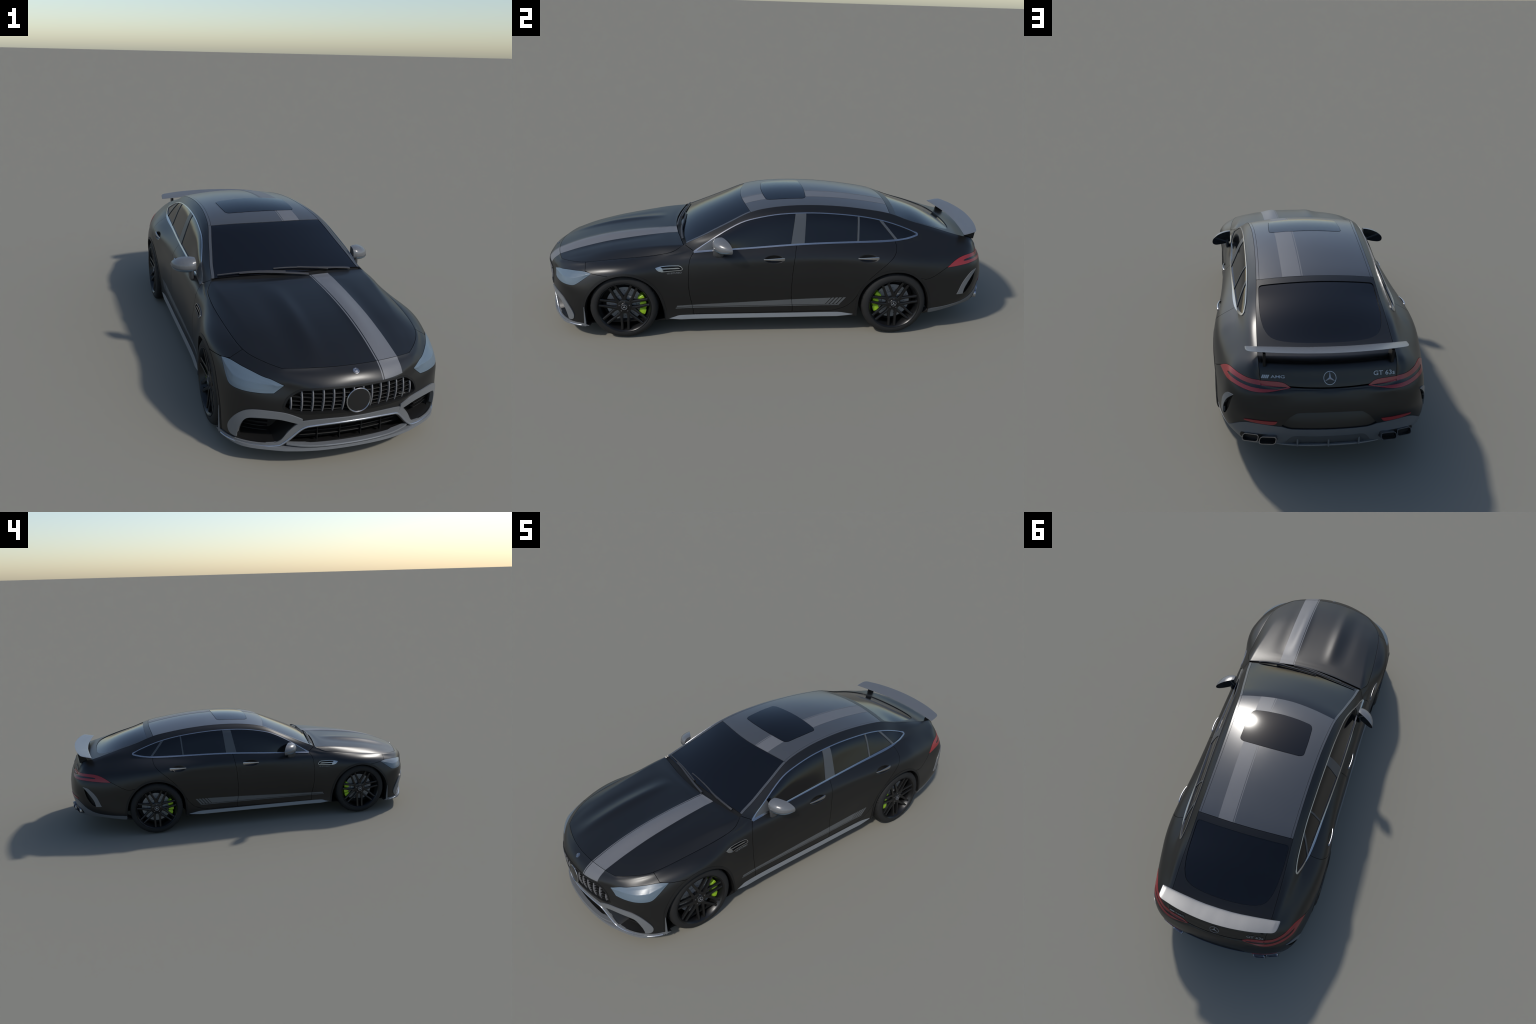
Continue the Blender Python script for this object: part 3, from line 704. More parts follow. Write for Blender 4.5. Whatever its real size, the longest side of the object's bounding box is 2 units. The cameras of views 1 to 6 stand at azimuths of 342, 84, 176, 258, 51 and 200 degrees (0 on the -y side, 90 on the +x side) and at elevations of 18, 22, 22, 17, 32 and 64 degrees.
# remaining panes, one object each
cuts = [-.234, .10, .37, .505, .70]
lean = lambda V: V[:, 1]
panes = [Rule(lambda V: V[:, 1]-.1), Rule(lambda V: np.maximum(.1-V[:, 1], V[:, 1]-.374)), Rule(lambda V: np.maximum(.374-V[:, 1], (V[:, 1]-.568)+(V[:, 2]-.39)*.88)), Rule(lambda V: (.568-V[:, 1])-(V[:, 2]-.39)*.88)]
for r in panes: panel('side_window', clip(G, r.d(G)), GLASS, car, offset=-.0012, depth=.003)
belt_z = lambda y: np.interp(y, [-.333, -.24, -.09, .10, .33, .538, .60, .64], [.377, .3835, .3925, .4065, .4115, .4155, .4225, .4335])
class Trim:
    """frame that is broad along the belt and slim over the roof"""
    def d(s, S):
        D = R_DLO.d(S); low = np.clip(1-(S.V[:, 2]-belt_z(S.V[:, 1])-.006)/.010, 0, 1)
        return np.maximum((-.0012-.0012*low)-D, D-(.0022+.0020*low))
panel('window_trim', cut_in(sharpen(SIDE_SKIN, Band(R_DLO, -.003, .005), 1), Trim(), levels=1), CHROME, car, offset=.0022, depth=.005)

# ------------------------------------------------------------------ lamps
def ridge(S):
    q = PROJ['nose'](S.V); zr = np.interp(q[:, 0], [-.513, -.455, -.40, -.355, -.287], [.2665, .2645, .2650, .2680, .2945])
    dd = q[:, 1]-zr
    d = R_HEADLIGHT.d(S)
    fade = np.clip(-d/.010, 0, 1)
    return .0035*np.exp(-np.abs(dd)/.012)*fade
hl = displaced(refine(HEADLIGHT, np.ones(len(HEADLIGHT.V), bool)), ridge(refine(HEADLIGHT, np.ones(len(HEADLIGHT.V), bool))))
panel('headlight', hl, LENS, car, offset=.0004, depth=.006)
TL = merge(TL_SIDE, TL_TOP)
panel('tail_light', cut_out(TL, R_TAILSLOT, levels=1), REDLAMP, car, offset=.0012, depth=.006)
panel('tail_light_insert', cut_in(TL, R_TAILSLOT), DARKLENS, car, offset=.0002, depth=.003)

# ------------------------------------------------------------------ top panels
Cc, Ee = edge_curves()
row0 = cross_row(Cc[0], Ee[0], np.linspace(0, 1, 30)); row1 = cross_row(Cc[-1], Ee[-1], np.linspace(1, 0, 30))
R_EDGE = Region('top', np.vstack([[(-.2, row0[0, 1])], row0[:, :2], Ee[1:-1:3, :2], row1[:, :2], [(-.2, row1[-1, 1])]]))
TOPS = clip(TOPS, R_EDGE.d(TOPS)+1.6*GAP)
R_HOOD = Region('top', [(-.1,-1.2),(.5,-1.2),(.5,-.35),(.305,-.3785),(.22,-.394),(.15,-.407),(.07,-.4165),(0,-.4195),(-.1,-.4195)])
R_COWL = Region('top', [(-.1,-.70),(.5,-.70),(.5,-.34),(.300,-.3660),(.22,-.3760),(.15,-.3860),(.07,-.3945),(0,-.3975),(-.1,-.3975)])
R_WS = Region('top', outline([(-.1,-.125),(0,-.1245),(.065,-.121),(.157,-.108),(.26,-.088)], [(.26,-.088),(.4,-.088)], [(.4,-.088),(.4,-.6)], [(.4,-.6),(-.1,-.6)], [(-.1,-.6),(-.1,-.125)]))
R_ROOF = Region('top', outline([(-.1,.536),(0,.536),(.045,.5355),(.132,.531),(.24,.5225)], [(.24,.5225),(.4,.52)], [(.4,.52),(.4,-.6)], [(.4,-.6),(-.1,-.6)], [(-.1,-.6),(-.1,.536)]))
HOOD, S = split(TOPS, R_HOOD)
COWL, S = split(S, R_COWL, gap=.0)
WS, S = split(S, R_WS, gap=.0006)
ROOFP, TAILGATE = split(S, R_ROOF)
edge_x = lambda y: np.interp(y, Ee[:, 1], Ee[:, 0])
side_strip = Rule(lambda V: (edge_x(V[:, 1])-.0125)-V[:, 0])
WS_STRIP, WS = split(WS, side_strip, gap=.0004, levels=0)
ROOF_STRIP, ROOFP = split(ROOFP, Rule(lambda V: (edge_x(V[:, 1])-.0115)-V[:, 0]), gap=.0006, levels=0)
R_SUNROOF = Region('top', outline(
    [(-.1,-.0300),(0,-.0300),(.08,-.0260),(.122,-.0205)], [(.122,-.0205),(.138,-.0150),(.1475,.0000)], [(.1475,.0000),(.1515,.07),(.1515,.125)], [(.1515,.125),(.1485,.148),(.130,.158)], [(.130,.158),(.07,.1610),(0,.1625),(-.1,.1625)], [(-.1,.1625),(-.1,-.0300)]))
SUNROOF, ROOFP = split(ROOFP, R_SUNROOF, gap=.0008, levels=2)
hood = panel('hood', HOOD, PAINT, car, mode='whole')[0]
panel('cowl', COWL, BLACK, car, offset=-.0065, depth=0, mode='whole')
panel('windscreen', WS, GLASS, car, offset=-.001, mode='whole')
panel('windscreen_trim', WS_STRIP, ROOF, car, offset=.0006, depth=.004)
panel('roof', ROOFP, ROOF, car, mode='whole')
panel('roof_rail', ROOF_STRIP, ROOF, car, offset=.0006)
panel('sunroof', SUNROOF, GLASS, car, offset=.0010, mode='whole')
R_REARWIN = Region('top', outline([(-.1,.5675),(0,.5675),(.10,.5645),(.190,.5575)], [(.190,.5575),(.206,.5590),(.2110,.5720)], [(.2110,.5720),(.2120,.641),(.2090,.717),(.201,.764)], [(.201,.764),(.184,.801),(.151,.824),(.073,.839),(0,.842),(-.1,.842)], [(-.1,.842),(-.1,.5675)]))
REARWIN, TAILGATE = split(TAILGATE, R_REARWIN, gap=.0003, levels=2)
TG_SKIN = TAILGATE
# slot that the wing rises from
slot_y = lambda x: .9365-.60*x*x
R_SLOT = Rule(lambda V: np.where(V[:, 1] > .85, np.maximum(np.maximum(slot_y(V[:, 0])-.0045-V[:, 1], V[:, 1]-slot_y(V[:, 0])-.0035), V[:, 0]-.2135), 1.))
WINGSLOT, TAILGATE = split(sharpen(TAILGATE, R_SLOT, 2), R_SLOT, gap=0., levels=0)
panel('tailgate', TAILGATE, PAINT, car, mode='whole', depth=.009)
panel('wing_slot', WINGSLOT, BLACK, car, offset=-.005, depth=0, mode='whole')
panel('rear_window', REARWIN, GLASS, car, offset=-.0030, depth=0, mode='whole')

# ------------------------------------------------------------------ stripes on the left of bonnet, nose and roof
in0 = lambda y: .0785-(y+.987)*.0212
out0 = lambda y: .1565-(y+.97)*.0233
thin = Rule(lambda V: np.maximum(in0(V[:, 1])-V[:, 0], V[:, 0]-in0(V[:, 1])-.0042))
wide = Rule(lambda V: np.maximum(in0(V[:, 1])+.0074-V[:, 0], V[:, 0]-out0(V[:, 1])))
above_grille = lambda V: .2715-V[:, 2]
for S in (HOOD, ROOFP):
    for r in (thin, wide): panel('stripe', cut_in(S, r, levels=2), DECAL, car, offset=.0005, depth=.0006, mode='left')
nose_skin = clip(FB_SKIN, above_grille(FB_SKIN.V))
for r in (thin, wide): panel('stripe', cut_in(nose_skin, r, levels=2), DECAL, car, offset=.0005, depth=.0006, mode='left')

# stripes along the sills
zt = lambda y: np.interp(y, [-.43, -.342, -.137, .078, .324], [.1420, .1455, .1545, .1660, .1740])
zb = lambda y: np.interp(y, [-.43, .09, .33], [.1295, .1345, .1358])
top_skin = merge(merge(FENDER_SKIN, FDOOR), RDOOR); top_skin = clip(top_skin, .3-top_skin.V[:, 0])
slant = lambda V: V[:, 1]-.80*(V[:, 2]-.174)
nose_round = lambda V: np.hypot(np.minimum(V[:, 1]+.402, 0), np.maximum(V[:, 2]-.1335, 0))-.0115
main = Rule(lambda V: np.maximum.reduce([zb(V[:, 1])+.0058-V[:, 2], V[:, 2]-zt(V[:, 1]), np.where(V[:, 1] < -.402, -.4145-V[:, 1]+(V[:, 2]-.13)*.35, -1), slant(V)-.2600]))
line = Rule(lambda V: np.maximum.reduce([zb(V[:, 1])-V[:, 2], V[:, 2]-zb(V[:, 1])-.0032, -.4160-V[:, 1], slant(V)-.326]))
decals = [main, line]+[Rule(lambda V, c=c: np.maximum.reduce([zb(V[:, 1])+.0058-V[:, 2], V[:, 2]-zt(V[:, 1]), c-slant(V), slant(V)-c-.0105])) for c in (.2645, .2810, .2972, .3135)]
for r in decals: panel('side_stripe', cut_in(top_skin, r, levels=2), SIDEDECAL, car, offset=.0005, depth=.0006)
# ------------------------------------------------------------------ grille and front openings
def poly_span(poly, x):
    """lowest and highest crossing of a vertical line with an outline"""
    z = []
    for a, b in zip(poly, np.roll(poly, -1, 0)):
        if (a[0] > x) != (b[0] > x): z.append(a[1]+(x-a[0])/(b[0]-a[0])*(b[1]-a[1]))
    return min(z), max(z)

panel('grille_mesh', GR_IN, BLACK, car, offset=-.038, depth=0, mode='whole')
slat_x = [.0150+.0298*i for i in range(7)]
for x in slat_x:
    z0, z1 = poly_span(R_GRILLE.poly, x)
    if x < .034: z0 = .2205+math.sqrt(.034**2-x*x)          # the emblem covers the middle bars
    zs = np.linspace(z0-.002, z1+.002, 14); P = []
    for z in zs:
        p, n = surf(FB_SKIN, 'front', x, z); t = (z-z0)/(z1-z0)
        P.append((x, p[1]+.0150-.0070*math.sin(math.pi*min(max(t*.85+.1, 0), 1)), z))
    sec = rounded_rect(.0021, .0062, .0016, 3)
    pair('grille_slat', sweep(P, sec, up=(0, -1, 0)), SLAT, car)
# cross louvres behind the slats
louvre = []
for z in (.196, .209, .222, .235, .248):
    xs = np.linspace(-.195, .195, 41); P = []
    for x in xs:
        p, n = surf(FB_SKIN, 'front', abs(x), z); P.append((x, p[1]+.0125, z))
    lim = [x for x in xs if poly_span(R_GRILLE.poly, abs(x))[0]-.003 < z < poly_span(R_GRILLE.poly, abs(x))[1]+.003]
    P = [q for q in P if abs(q[0]) <= max(lim)]
    louvre.append(sweep(P, rounded_rect(.007, .0011, .0008, 2), up=(0, 0, 1)))
o = solid('grille_louvre', join(*louvre), BLACK, car); o['kind'] = 'stuff'
# round emblem in the grille
def disc(r, depth, n=64, dome=.0):
    prof = [(-depth, r), (0, r), (dome*.6, r*.7), (dome, .0001)]
    return lathe(prof, n)
def aim(VF, loc, direction, roll=0.):
    """turn +x of a lathe part to a direction and move it"""
    d = Vector(direction).normalized(); q = d.to_track_quat('X', 'Z'); M = Matrix.Translation(Vector(loc)) @ q.to_matrix().to_4x4() @ Matrix.Rotation(roll, 4, 'X')
    M = np.array(M); V = np.asarray(VF[0]); return V@M[:3, :3].T+M[:3, 3], VF[1]
em_c, em_n = (0, -.9955, .2215), (0, -1, .06)
solid('grille_emblem', aim(disc(.0355, .012, dome=.002), em_c, em_n), DISCBLACK, car)
ringp = [(-.012, .0350), (-.012, .0385), (.0008, .0388), (.0022, .0375), (.0022, .0362), (.0008, .0350), (-.012, .0350)]
solid('emblem_ring', aim(lathe(ringp, 72), em_c, em_n), CHROME, car)
# small badge on the nose
p, n = surf(FB_SKIN, 'front', 0, .3015)
solid('nose_badge', aim(disc(.0098, .002, 40, .001), p+n*.0004, n), CHROME, car)
solid('nose_badge_star', aim((star_art(.0085, .14, .0008)[0][:, [2, 0, 1]], star_art(.0085, .14, .0008)[1]), p+n*.0014, n), DARKCHROME, car)
# badge between grille bars
solid('grille_badge', box((.149, -.9665, .2035), (.171, -.9615, .2065)), CHROME, car)

panel('lower_grille_mesh', LG_IN, BLACK, car, offset=-.032, depth=0, mode='whole')
low = []
for z in (.095, .110, .125):
    P = [(x, surf(FB_SKIN, 'front', abs(x), z)[0][1]+.022, z) for x in np.linspace(-.155, .155, 25)]
    low.append(sweep(P, rounded_rect(.006, .0010, .0008, 2)))
for x in (-.105, -.035, .035, .105):
    z0, z1 = poly_span(R_LOWGRILLE.poly, abs(x)); p = surf(FB_SKIN, 'front', abs(x), .11)[0]
    low.append(box((x-.0010, p[1]+.014, z0), (x+.0010, p[1]+.028, z1)))
o = solid('lower_grille_bars', join(*low), BLACK, car); o['kind'] = 'stuff'
# sun glint on the lower edge of nose bar and lip, modelled as bright rod
edge_xz = np.vstack([curve([(0,.1490),(.05,.1475),(.10,.1435),(.142,.1378)], 20), curve([(.151,.1340),(.1614,.1262),(.1876,.0972),(.206,.0790)], 14), curve([(.2180,.0695),(.245,.0650),(.285,.0632),(.322,.0630),(.350,.0630),(.3640,.0635)], 30)])
bar_edge = []
for x, z in edge_xz:
    q, n = surf(FB_SKIN, 'front', x, max(z, .0665)); bar_edge.append((q[0]+n[0]*.0035, q[1]+n[1]*.0035, z))
full = [(-x, y, z) for x, y, z in bar_edge[:0:-1]]+bar_edge
solid('front_lip_glint_rod', sweep(np.array(full), ellipse(.0034, .0034, 10), up=(0, -.3, 1)), LIPGLINT, car, 60)
# splitter
spl = curve([(0,-.9800,.0640),(.08,-.9760,.0635),(.15,-.9650,.0630),(.205,-.9490,.0620)], 20).tolist()+curve([(.222,-.9410,.0615),(.27,-.9190,.0615),(.318,-.8890,.0620),(.347,-.850,.0625),(.3650,-.806,.0630)], 24).tolist()
full = [(-x, y, z) for x, y, z in spl[:0:-1]]+spl
solid('splitter', sweep(np.array(full), [(.004,-.005),(.003,.0040),(-.030,.0060),(-.034,-.003)], up=(0, 0, 1)), SILVER, car, 50)
lip2 = curve([(.200,-.9440,.0760),(.15,-.9640,.0740),(.08,-.9760,.0730),(0,-.9800,.0730),(-.08,-.9760,.0730),(-.15,-.9640,.0740),(-.200,-.9440,.0760)], 50)
solid('splitter_blade', sweep(lip2, [(.022,-.003),(.022,.003),(-.004,.0028),(-.0055,0),(-.004,-.003)], up=(0, 0, 1), scale=np.c_[np.sin(np.linspace(.15, np.pi-.15, 50))**.5, np.ones(50)]), SILVER, car, 50)
# upright fins at the ends of the lip
zz = np.linspace(.060, .150, 10); fin = []
for z in zz:
    p, n = surf(SIDE_SKIN, 'side', -.803, z); fin.append((p[0]+.001, -.7985, z))
pair('lip_fin', sweep(fin, rounded_rect(.0045, .0040, .0015, 3), up=(1, 0, 0), scale=np.c_[np.linspace(1.1, .25, 10), np.linspace(1.1, .5, 10)]), SILVER, car)
# side intakes: a deep duct that narrows, with blades across its outer half
def duct(S, vec, shrink):
    """walls from the rim of a skin to a smaller back wall"""
    c = S.V.mean(0); back = c+(S.V-c)*shrink+np.array(vec); B = boundary(S.F); n = len(S.V)
    V = np.vstack([S.V, back]); F = [(a, b, b+n, a+n) for a, b in B]+[tuple(t+n) for t in S.F]
    return V, F
for o in pair('intake_duct', duct(cut_in(FB_SKIN, R_INTAKE, .0005), (-.010, .062, .004), .72), INTAKE, car): pass
fins = []
for z in (.100, .117, .134, .150):
    P = [(x, surf(FB_SKIN, 'front', x, min(z, .16))[0][1]+.034, .125+(z-.125)*.85+(x-.27)*.03) for x in np.linspace(.246, .312, 12)]
    fins.append(sweep(P, rounded_rect(.006, .0009, .0007, 2)))
for o in pair('intake_fins', join(*fins), BLACK, car): o['kind'] = 'stuff'

# ------------------------------------------------------------------ floor, wheel wells, sills
ring0 = ring_surface(nu=200, nv=1)[:, 0]
fl = [q for q in ring0 if -.97 < q[1] < .965]
Vf, Ff = [], []
for q in fl:
    w = q[0]-.014; z = q[2]+.004
    if -.81 < q[1] < -.45 or .37 < q[1] < .71: w = min(w, .232)
    low = min(z, .0740) if -.46 < q[1] < .38 else z
    Vf += [(-w-.008, q[1], z+.006), (-w, q[1], low), (w, q[1], low), (w+.008, q[1], z+.006)]
Ff = [(4*i+k, 4*i+k+1, 4*i+k+5, 4*i+k+4) for i in range(len(fl)-1) for k in range(3)]
mesh_object('floor_pan', np.array(Vf), Ff, BLACK, car, smooth=False)
for poly, cy in ((front_arch, -.632), (rear_arch, .539)):
    q = poly[(poly[:, 1] > .055)]
    q = q[np.argsort(np.arctan2(q[:, 1]-.10, q[:, 0]-cy))]
    V, F = [], []
    for y, z in q: V += [(.364, y, z+.0005), (.21, y, z+.0005)]
    m = len(q); F = [(2*i, 2*i+1, 2*i+3, 2*i+2) for i in range(m-1)]+[tuple(2*i+1 for i in range(m))]
    for sx in (1, -1):
        mesh_object('wheel_well', np.array(V)*[sx, 1, 1], F, BLACK, car)
# sill blades
yy = np.linspace(-.456, .362, 70); P, sc = [], []
for y in yy:
    t = (y+.452)/.814; a = min(1, t/.07, (1-t)/.09); a = max(a, .02)**.7
    p, n = surf(SIDE_SKIN, 'side', y, .100); P.append((p[0]-.0125, y, .0875+.004*t)); sc.append((.62+.38*a, .25+.75*a))
sill = [(.000,-.010),(.0175,-.0095),(.0192,-.0078),(.0188,-.0060),(.0135,.0095),(.000,.0100)]
pair('sill_blade', sweep(P, sill, up=(0, 0, 1), scale=sc), SILL, car, 30)

# ------------------------------------------------------------------ rear wing
xs = np.r_[np.linspace(0, .236, 20), [.243, .249, .254, .258, .261, .2635, .2652, .2660]]
yf = lambda x: np.interp(x, [0, .06, .1, .166, .22, .263, .266], [.8855, .8845, .8815, .8740, .8670, .8600, .8610])
yr = lambda x: interp(x, [0, .06, .12, .18, .236], [.9585, .9560, .9495, .9390, .9240])[0] if x <= .236 else float(np.interp(x, [.236, .243, .249, .254, .258, .261, .2635, .2652, .2660], [.9240, .9220, .9195, .9165, .9125, .9070, .8990, .8870, .8720]))
foil_t = [0, .02, .08, .2, .4, .65, .88, 1.0]
def foil(x):
    a, b = float(yf(x)), yr(x); k = (b-a)/.072; th = .0075*min(1, k)*(1 if x < .25 else .8); out = []
    zf = .4315-.0025*(x/.265)**2; zr = .4500-.004*(x/.265)**2
    zr = zf+(zr-zf)*min(1, k*1.0)
    up_, dn = [], []
    for t in foil_t:
        y = a+(b-a)*t; z = zf+(zr-zf)*t**1.15; h = th*(1.6*math.sqrt(max(t, 1e-4))*(1-t)**.9+.12)
        up_.append((x, y, z+h*.45)); dn.append((x, y, z-h*.55))
    return up_+dn[::-1]
rows = [foil(x) for x in xs]; rows = [[(-q[0], q[1], q[2]) for q in r] for r in rows[:0:-1]]+rows
m = len(rows[0]); V = np.array(rows).reshape(-1, 3)
F = [(i*m+j, i*m+(j+1) % m, (i+1)*m+(j+1) % m, (i+1)*m+j) for i in range(len(rows)-1) for j in range(m)]+[tuple(range(m)), tuple((len(rows)-1)*m+j for j in range(m))]
solid('rear_wing', (V, F), WINGSILVER, car, 50)
strut = np.array([(.2010,.884,.398),(.2010,.928,.392),(.2010,.934,.4400),(.2010,.897,.4345)])
pair('wing_strut', (np.vstack([strut, strut+[.009, 0, 0]]), [(0,1,2,3),(7,6,5,4),(0,4,5,1),(1,5,6,2),(2,6,7,3),(3,7,4,0)]), BLACK, car)

# ------------------------------------------------------------------ diffuser details and exhausts
dif = []
for x in (-.101, 0, .101):
    p = surf(RB_SKIN, 'front', abs(x), .14)[0]
    dif.append(box((x-.0025, p[1]-.030, .116), (x+.0025, p[1]+.0045, .163)))
solid('diffuser_fins', join(*dif), DARKSILVER, car)
R_DIFBOX = Region('front', outline([(-.2,.1640),(.10,.1630)], [(.10,.1630),(.118,.1580),(.140,.1240)], [(.140,.1240),(-.2,.1190)], [(-.2,.1190),(-.2,.1640)]), at_tail)
panel('diffuser_recess', cut_in(RB_SKIN, R_DIFBOX), DIFFDARK, car, offset=.0021, depth=.001, mode='whole')
P = curve([(-.176,.9490,.1165),(-.15,.9580,.1165),(-.08,.9700,.1175),(0,.9730,.1180),(.08,.9700,.1175),(.15,.9580,.1165),(.176,.9490,.1165)], 40)
solid('diffuser_lip', sweep(P, rounded_rect(.0060, .0030, .0022, 3), up=(0, 0, 1), scale=np.c_[np.ones(40), np.sin(np.linspace(.25, np.pi-.25, 40))**.4]), SILVER, car)
def tip(cx, cy, cz, yaw, hw=.0285, hh=.0158, shear=.18):
    """exhaust tip: rounded slanted mouth, wall, dark bore"""
    n = 7; out = rounded_rect(hw, hh, .0105, n); inn = rounded_rect(hw-.0034, hh-.0034, .0080, n)
    c, s_ = math.cos(yaw), math.sin(yaw); rings = []
    for sec, dy in ((out*.97, -.050), (out, -.003), (out*.99, 0.), (inn*1.02, 0.), (inn, -.003), (inn, -.045)):
        r = []
        for a, b in sec:
            lx = -(a+b*shear); r.append((cx+lx*c+dy*s_, cy-lx*s_*1+dy*c, cz+b+a*.10))
        rings.append(r)
    m = len(out); V = np.array(rings).reshape(-1, 3)
    F = [(i*m+j, i*m+(j+1) % m, (i+1)*m+(j+1) % m, (i+1)*m+j) for i in range(5) for j in range(m)]
    cap = (V[5*m:6*m].copy(), [tuple(range(m))])
    cap[0][:, 1] += .004
    return (V, F), cap
for cx, cy, cz, yaw in ((.2545, .9600, .1455, .38), (.1985, .9825, .1475, .24)):
    body, cap = tip(cx, cy, cz, yaw)
    pair('exhaust_tip', body, DARKCHROME, car, 40)
    pair('exhaust_bore', cap, BLACK, car)
# black surrounds where the tips leave the diffuser
R_EXH = Region('front', outline([(.170,.1620),(.20,.1635),(.255,.1615),(.283,.1540)], [(.283,.1540),(.286,.1340),(.279,.1295)], [(.279,.1295),(.23,.1285),(.182,.1305)], [(.182,.1305),(.167,.1400),(.170,.1620)]), at_tail)
panel('exhaust_surround', cut_in(RB_SKIN, R_EXH), BLACK, car, offset=.0022, depth=.002)

# ------------------------------------------------------------------ door handles
for k, (cy, cz) in enumerate(handle_places):
    P, sc = [], []
    for t in np.linspace(0, 1, 20):
        y = cy-.0445+.0895*t; z = cz-.001+.002*t
        p, n = surf(SIDE_SKIN, 'side', y, z); q = p+n*(-.0010+.0050*math.sin(math.pi*min(1, t*1.05))**.7)
        P.append(q); sc.append(((.55+.45*t)*(1 if .02 < t < .98 else .6), .35+.85*t if t < .97 else .85))
    sec = rounded_rect(.0035, .0066, .0026, 3)
    pair('door_handle', sweep(P, sec, up=(0, 0, 1), scale=sc), CHROME, (fdoors if k == 0 else rdoors))

# ------------------------------------------------------------------ mirrors
def mirror_section(x):
    yr_ = -.2150+(x-.33)*.54
    yf_ = np.interp(x, [.322, .335, .35, .365, .38, .39, .397, .402, .4045], [-.2540, -.2580, -.2560, -.2500, -.2390, -.2270, -.2140, -.2000, -.1850])
    zt_ = np.interp(x, [.322, .335, .35, .365, .38, .39, .397, .402, .4045], [.4425, .4435, .4425, .4400, .4350, .4290, .4235, .4180, .4110])
    zb_ = np.interp(x, [.322, .335, .35, .365, .38, .39, .397, .402, .4045], [.3920, .3890, .3870, .3865, .3872, .3890, .3925, .3970, .4040])
    return yf_, yr_, zb_, zt_
def mirror_loft(th, xs, grow=0.):
    V = []
    for x in xs:
        yf_, yr_, zb_, zt_ = mirror_section(x); zc = zb_+(zt_-zb_)*.46
        for t in th:
            c, s_ = math.cos(t), math.sin(t); h = (zt_-zc) if s_ > 0 else (zc-zb_)
            V.append((x+grow*.3, yr_-(yr_-yf_+grow)*max(c, 0)**.75, zc+(h+grow)*np.sign(s_)*abs(s_)**.82))
    n, m = len(xs), len(th)
    return np.array(V), [(i*m+j, i*m+j+1, (i+1)*m+j+1, (i+1)*m+j) for i in range(n-1) for j in range(m-1)]
mx = .322+(.4045-.322)*np.sin(np.linspace(0, np.pi/2, 26))
th = np.linspace(-np.pi/2, np.pi/2, 33)
shell = mirror_loft(th, mx); m = len(th)
caps = [tuple(range(m)), tuple((len(mx)-1)*m+j for j in range(m))]
shell = (shell[0], shell[1]+caps)
mirrors = pair('side_mirror', shell, MIRRORCAP, car, 50)
glass = []
Vg, Fg = [], []
for x in mx:
    yf_, yr_, zb_, zt_ = mirror_section(x); Vg += [(x, yr_-.0005, zb_), (x, yr_-.0005, zt_)]
Fg = [(2*i, 2*i+1, 2*i+3, 2*i+2) for i in range(len(mx)-1)]
pair('mirror_glass', (np.array(Vg), Fg), MIRROR, mirrors)
pair('mirror_indicator', mirror_loft(np.linspace(-.72, -.22, 8), np.linspace(.334, .4040, 24), .0016), LENS, mirrors, 60)
st = curve([(.336,-.2330,.402),(.337,-.2320,.385),(.336,-.2315,.368),(.331,-.2320,.356)], 14)
pair('mirror_stem', sweep(st, ellipse(.0225, .0085, 18, .8), up=(1, 0, 0), scale=np.c_[[1]*8+[.98, .95, .9, .82, .7, .5], [1]*10+[.95, .9, .8, .6]]), STEM, mirrors, 60)

# ------------------------------------------------------------------ wipers
def on_glass(x, y, lift):
    p, n = surf(TOP, 'top', abs(x), y); p = p.copy(); p[0] = x; n = n*[np.sign(x) if x else 1, 1, 1]; return p+n*lift
def arm(points, w, h):
    P = curve([on_glass(*q) for q in points], 30)
    return sweep(P, rounded_rect(w, h, min(w, h)*.6, 2), up=(0, -.5, 1), scale=np.linspace(1.15, .75, 30))
a1 = join(arm([(.065,-.4120,.002),(.02,-.4080,.0055),(-.05,-.3980,.0075),(-.13,-.3840,.0070),(-.19,-.3750,.006)], .0042, .0022), arm([(-.02,-.3945,.004),(-.12,-.3790,.004),(-.20,-.3690,.004),(-.268,-.3610,.004)], .0030, .0032))
a2 = join(arm([(.243,-.3820,.003),(.225,-.3840,.0065),(.18,-.3870,.0085),(.11,-.3870,.0085),(.095,-.3850,.007),(.03,-.3800,.0065)], .0040, .0022), arm([(.150,-.3890,.004),(.08,-.3835,.004),(.0,-.3785,.004),(-.061,-.3760,.004)], .0030, .0032))
solid('wiper', a1, WIPER, car); solid('wiper', a2, WIPER, car)

# ------------------------------------------------------------------ badges
rear_skin = TG_SKIN
def rear_art(VF, x, z, lift=.0012, tilt=0.):
    """art on the tail: right of the viewer is -x"""
    V = VF[0]; out = np.zeros_like(V)
    for i, v in enumerate(V):
        px, pz = x-v[0], z+v[1]+tilt*v[0]; p, n = surf(rear_skin, 'front', abs(px), pz); n = n*[np.sign(px) if px else 1, 1, 1]
        out[i] = np.array([px, p[1], p[2]])+n*(v[2]+lift)
    return out, VF[1]
rear_skin = clip(TG_SKIN, .932-TG_SKIN.V[:, 1]-np.abs(TG_SKIN.V[:, 0])*.11)
solid('tail_star', rear_art(star_art(.0203), 0, .3634), BADGE, car)
solid('tail_lettering', rear_art(text_mesh('GT 63s', .0135, width=1.30), -.1765, .3652, tilt=-.075), BADGE, car)
solid('tail_lettering', rear_art(text_mesh('AMG', .0085, width=1.75), .1640, .3640, tilt=.05), BADGE, car)
bars = []
for i in range(4):
    x0 = -.0175+i*.0058
    bars.append((np.array([(x0, -.005, .0012), (x0+.0045, -.005, .0012), (x0+.0095, .005, .0012), (x0+.005, .005, .0012), (x0, -.005, 0), (x0+.0045, -.005, 0), (x0+.0095, .005, 0), (x0+.005, .005, 0)]),
                 [(0,1,2,3),(0,4,5,1),(1,5,6,2),(2,6,7,3),(3,7,4,0)]))
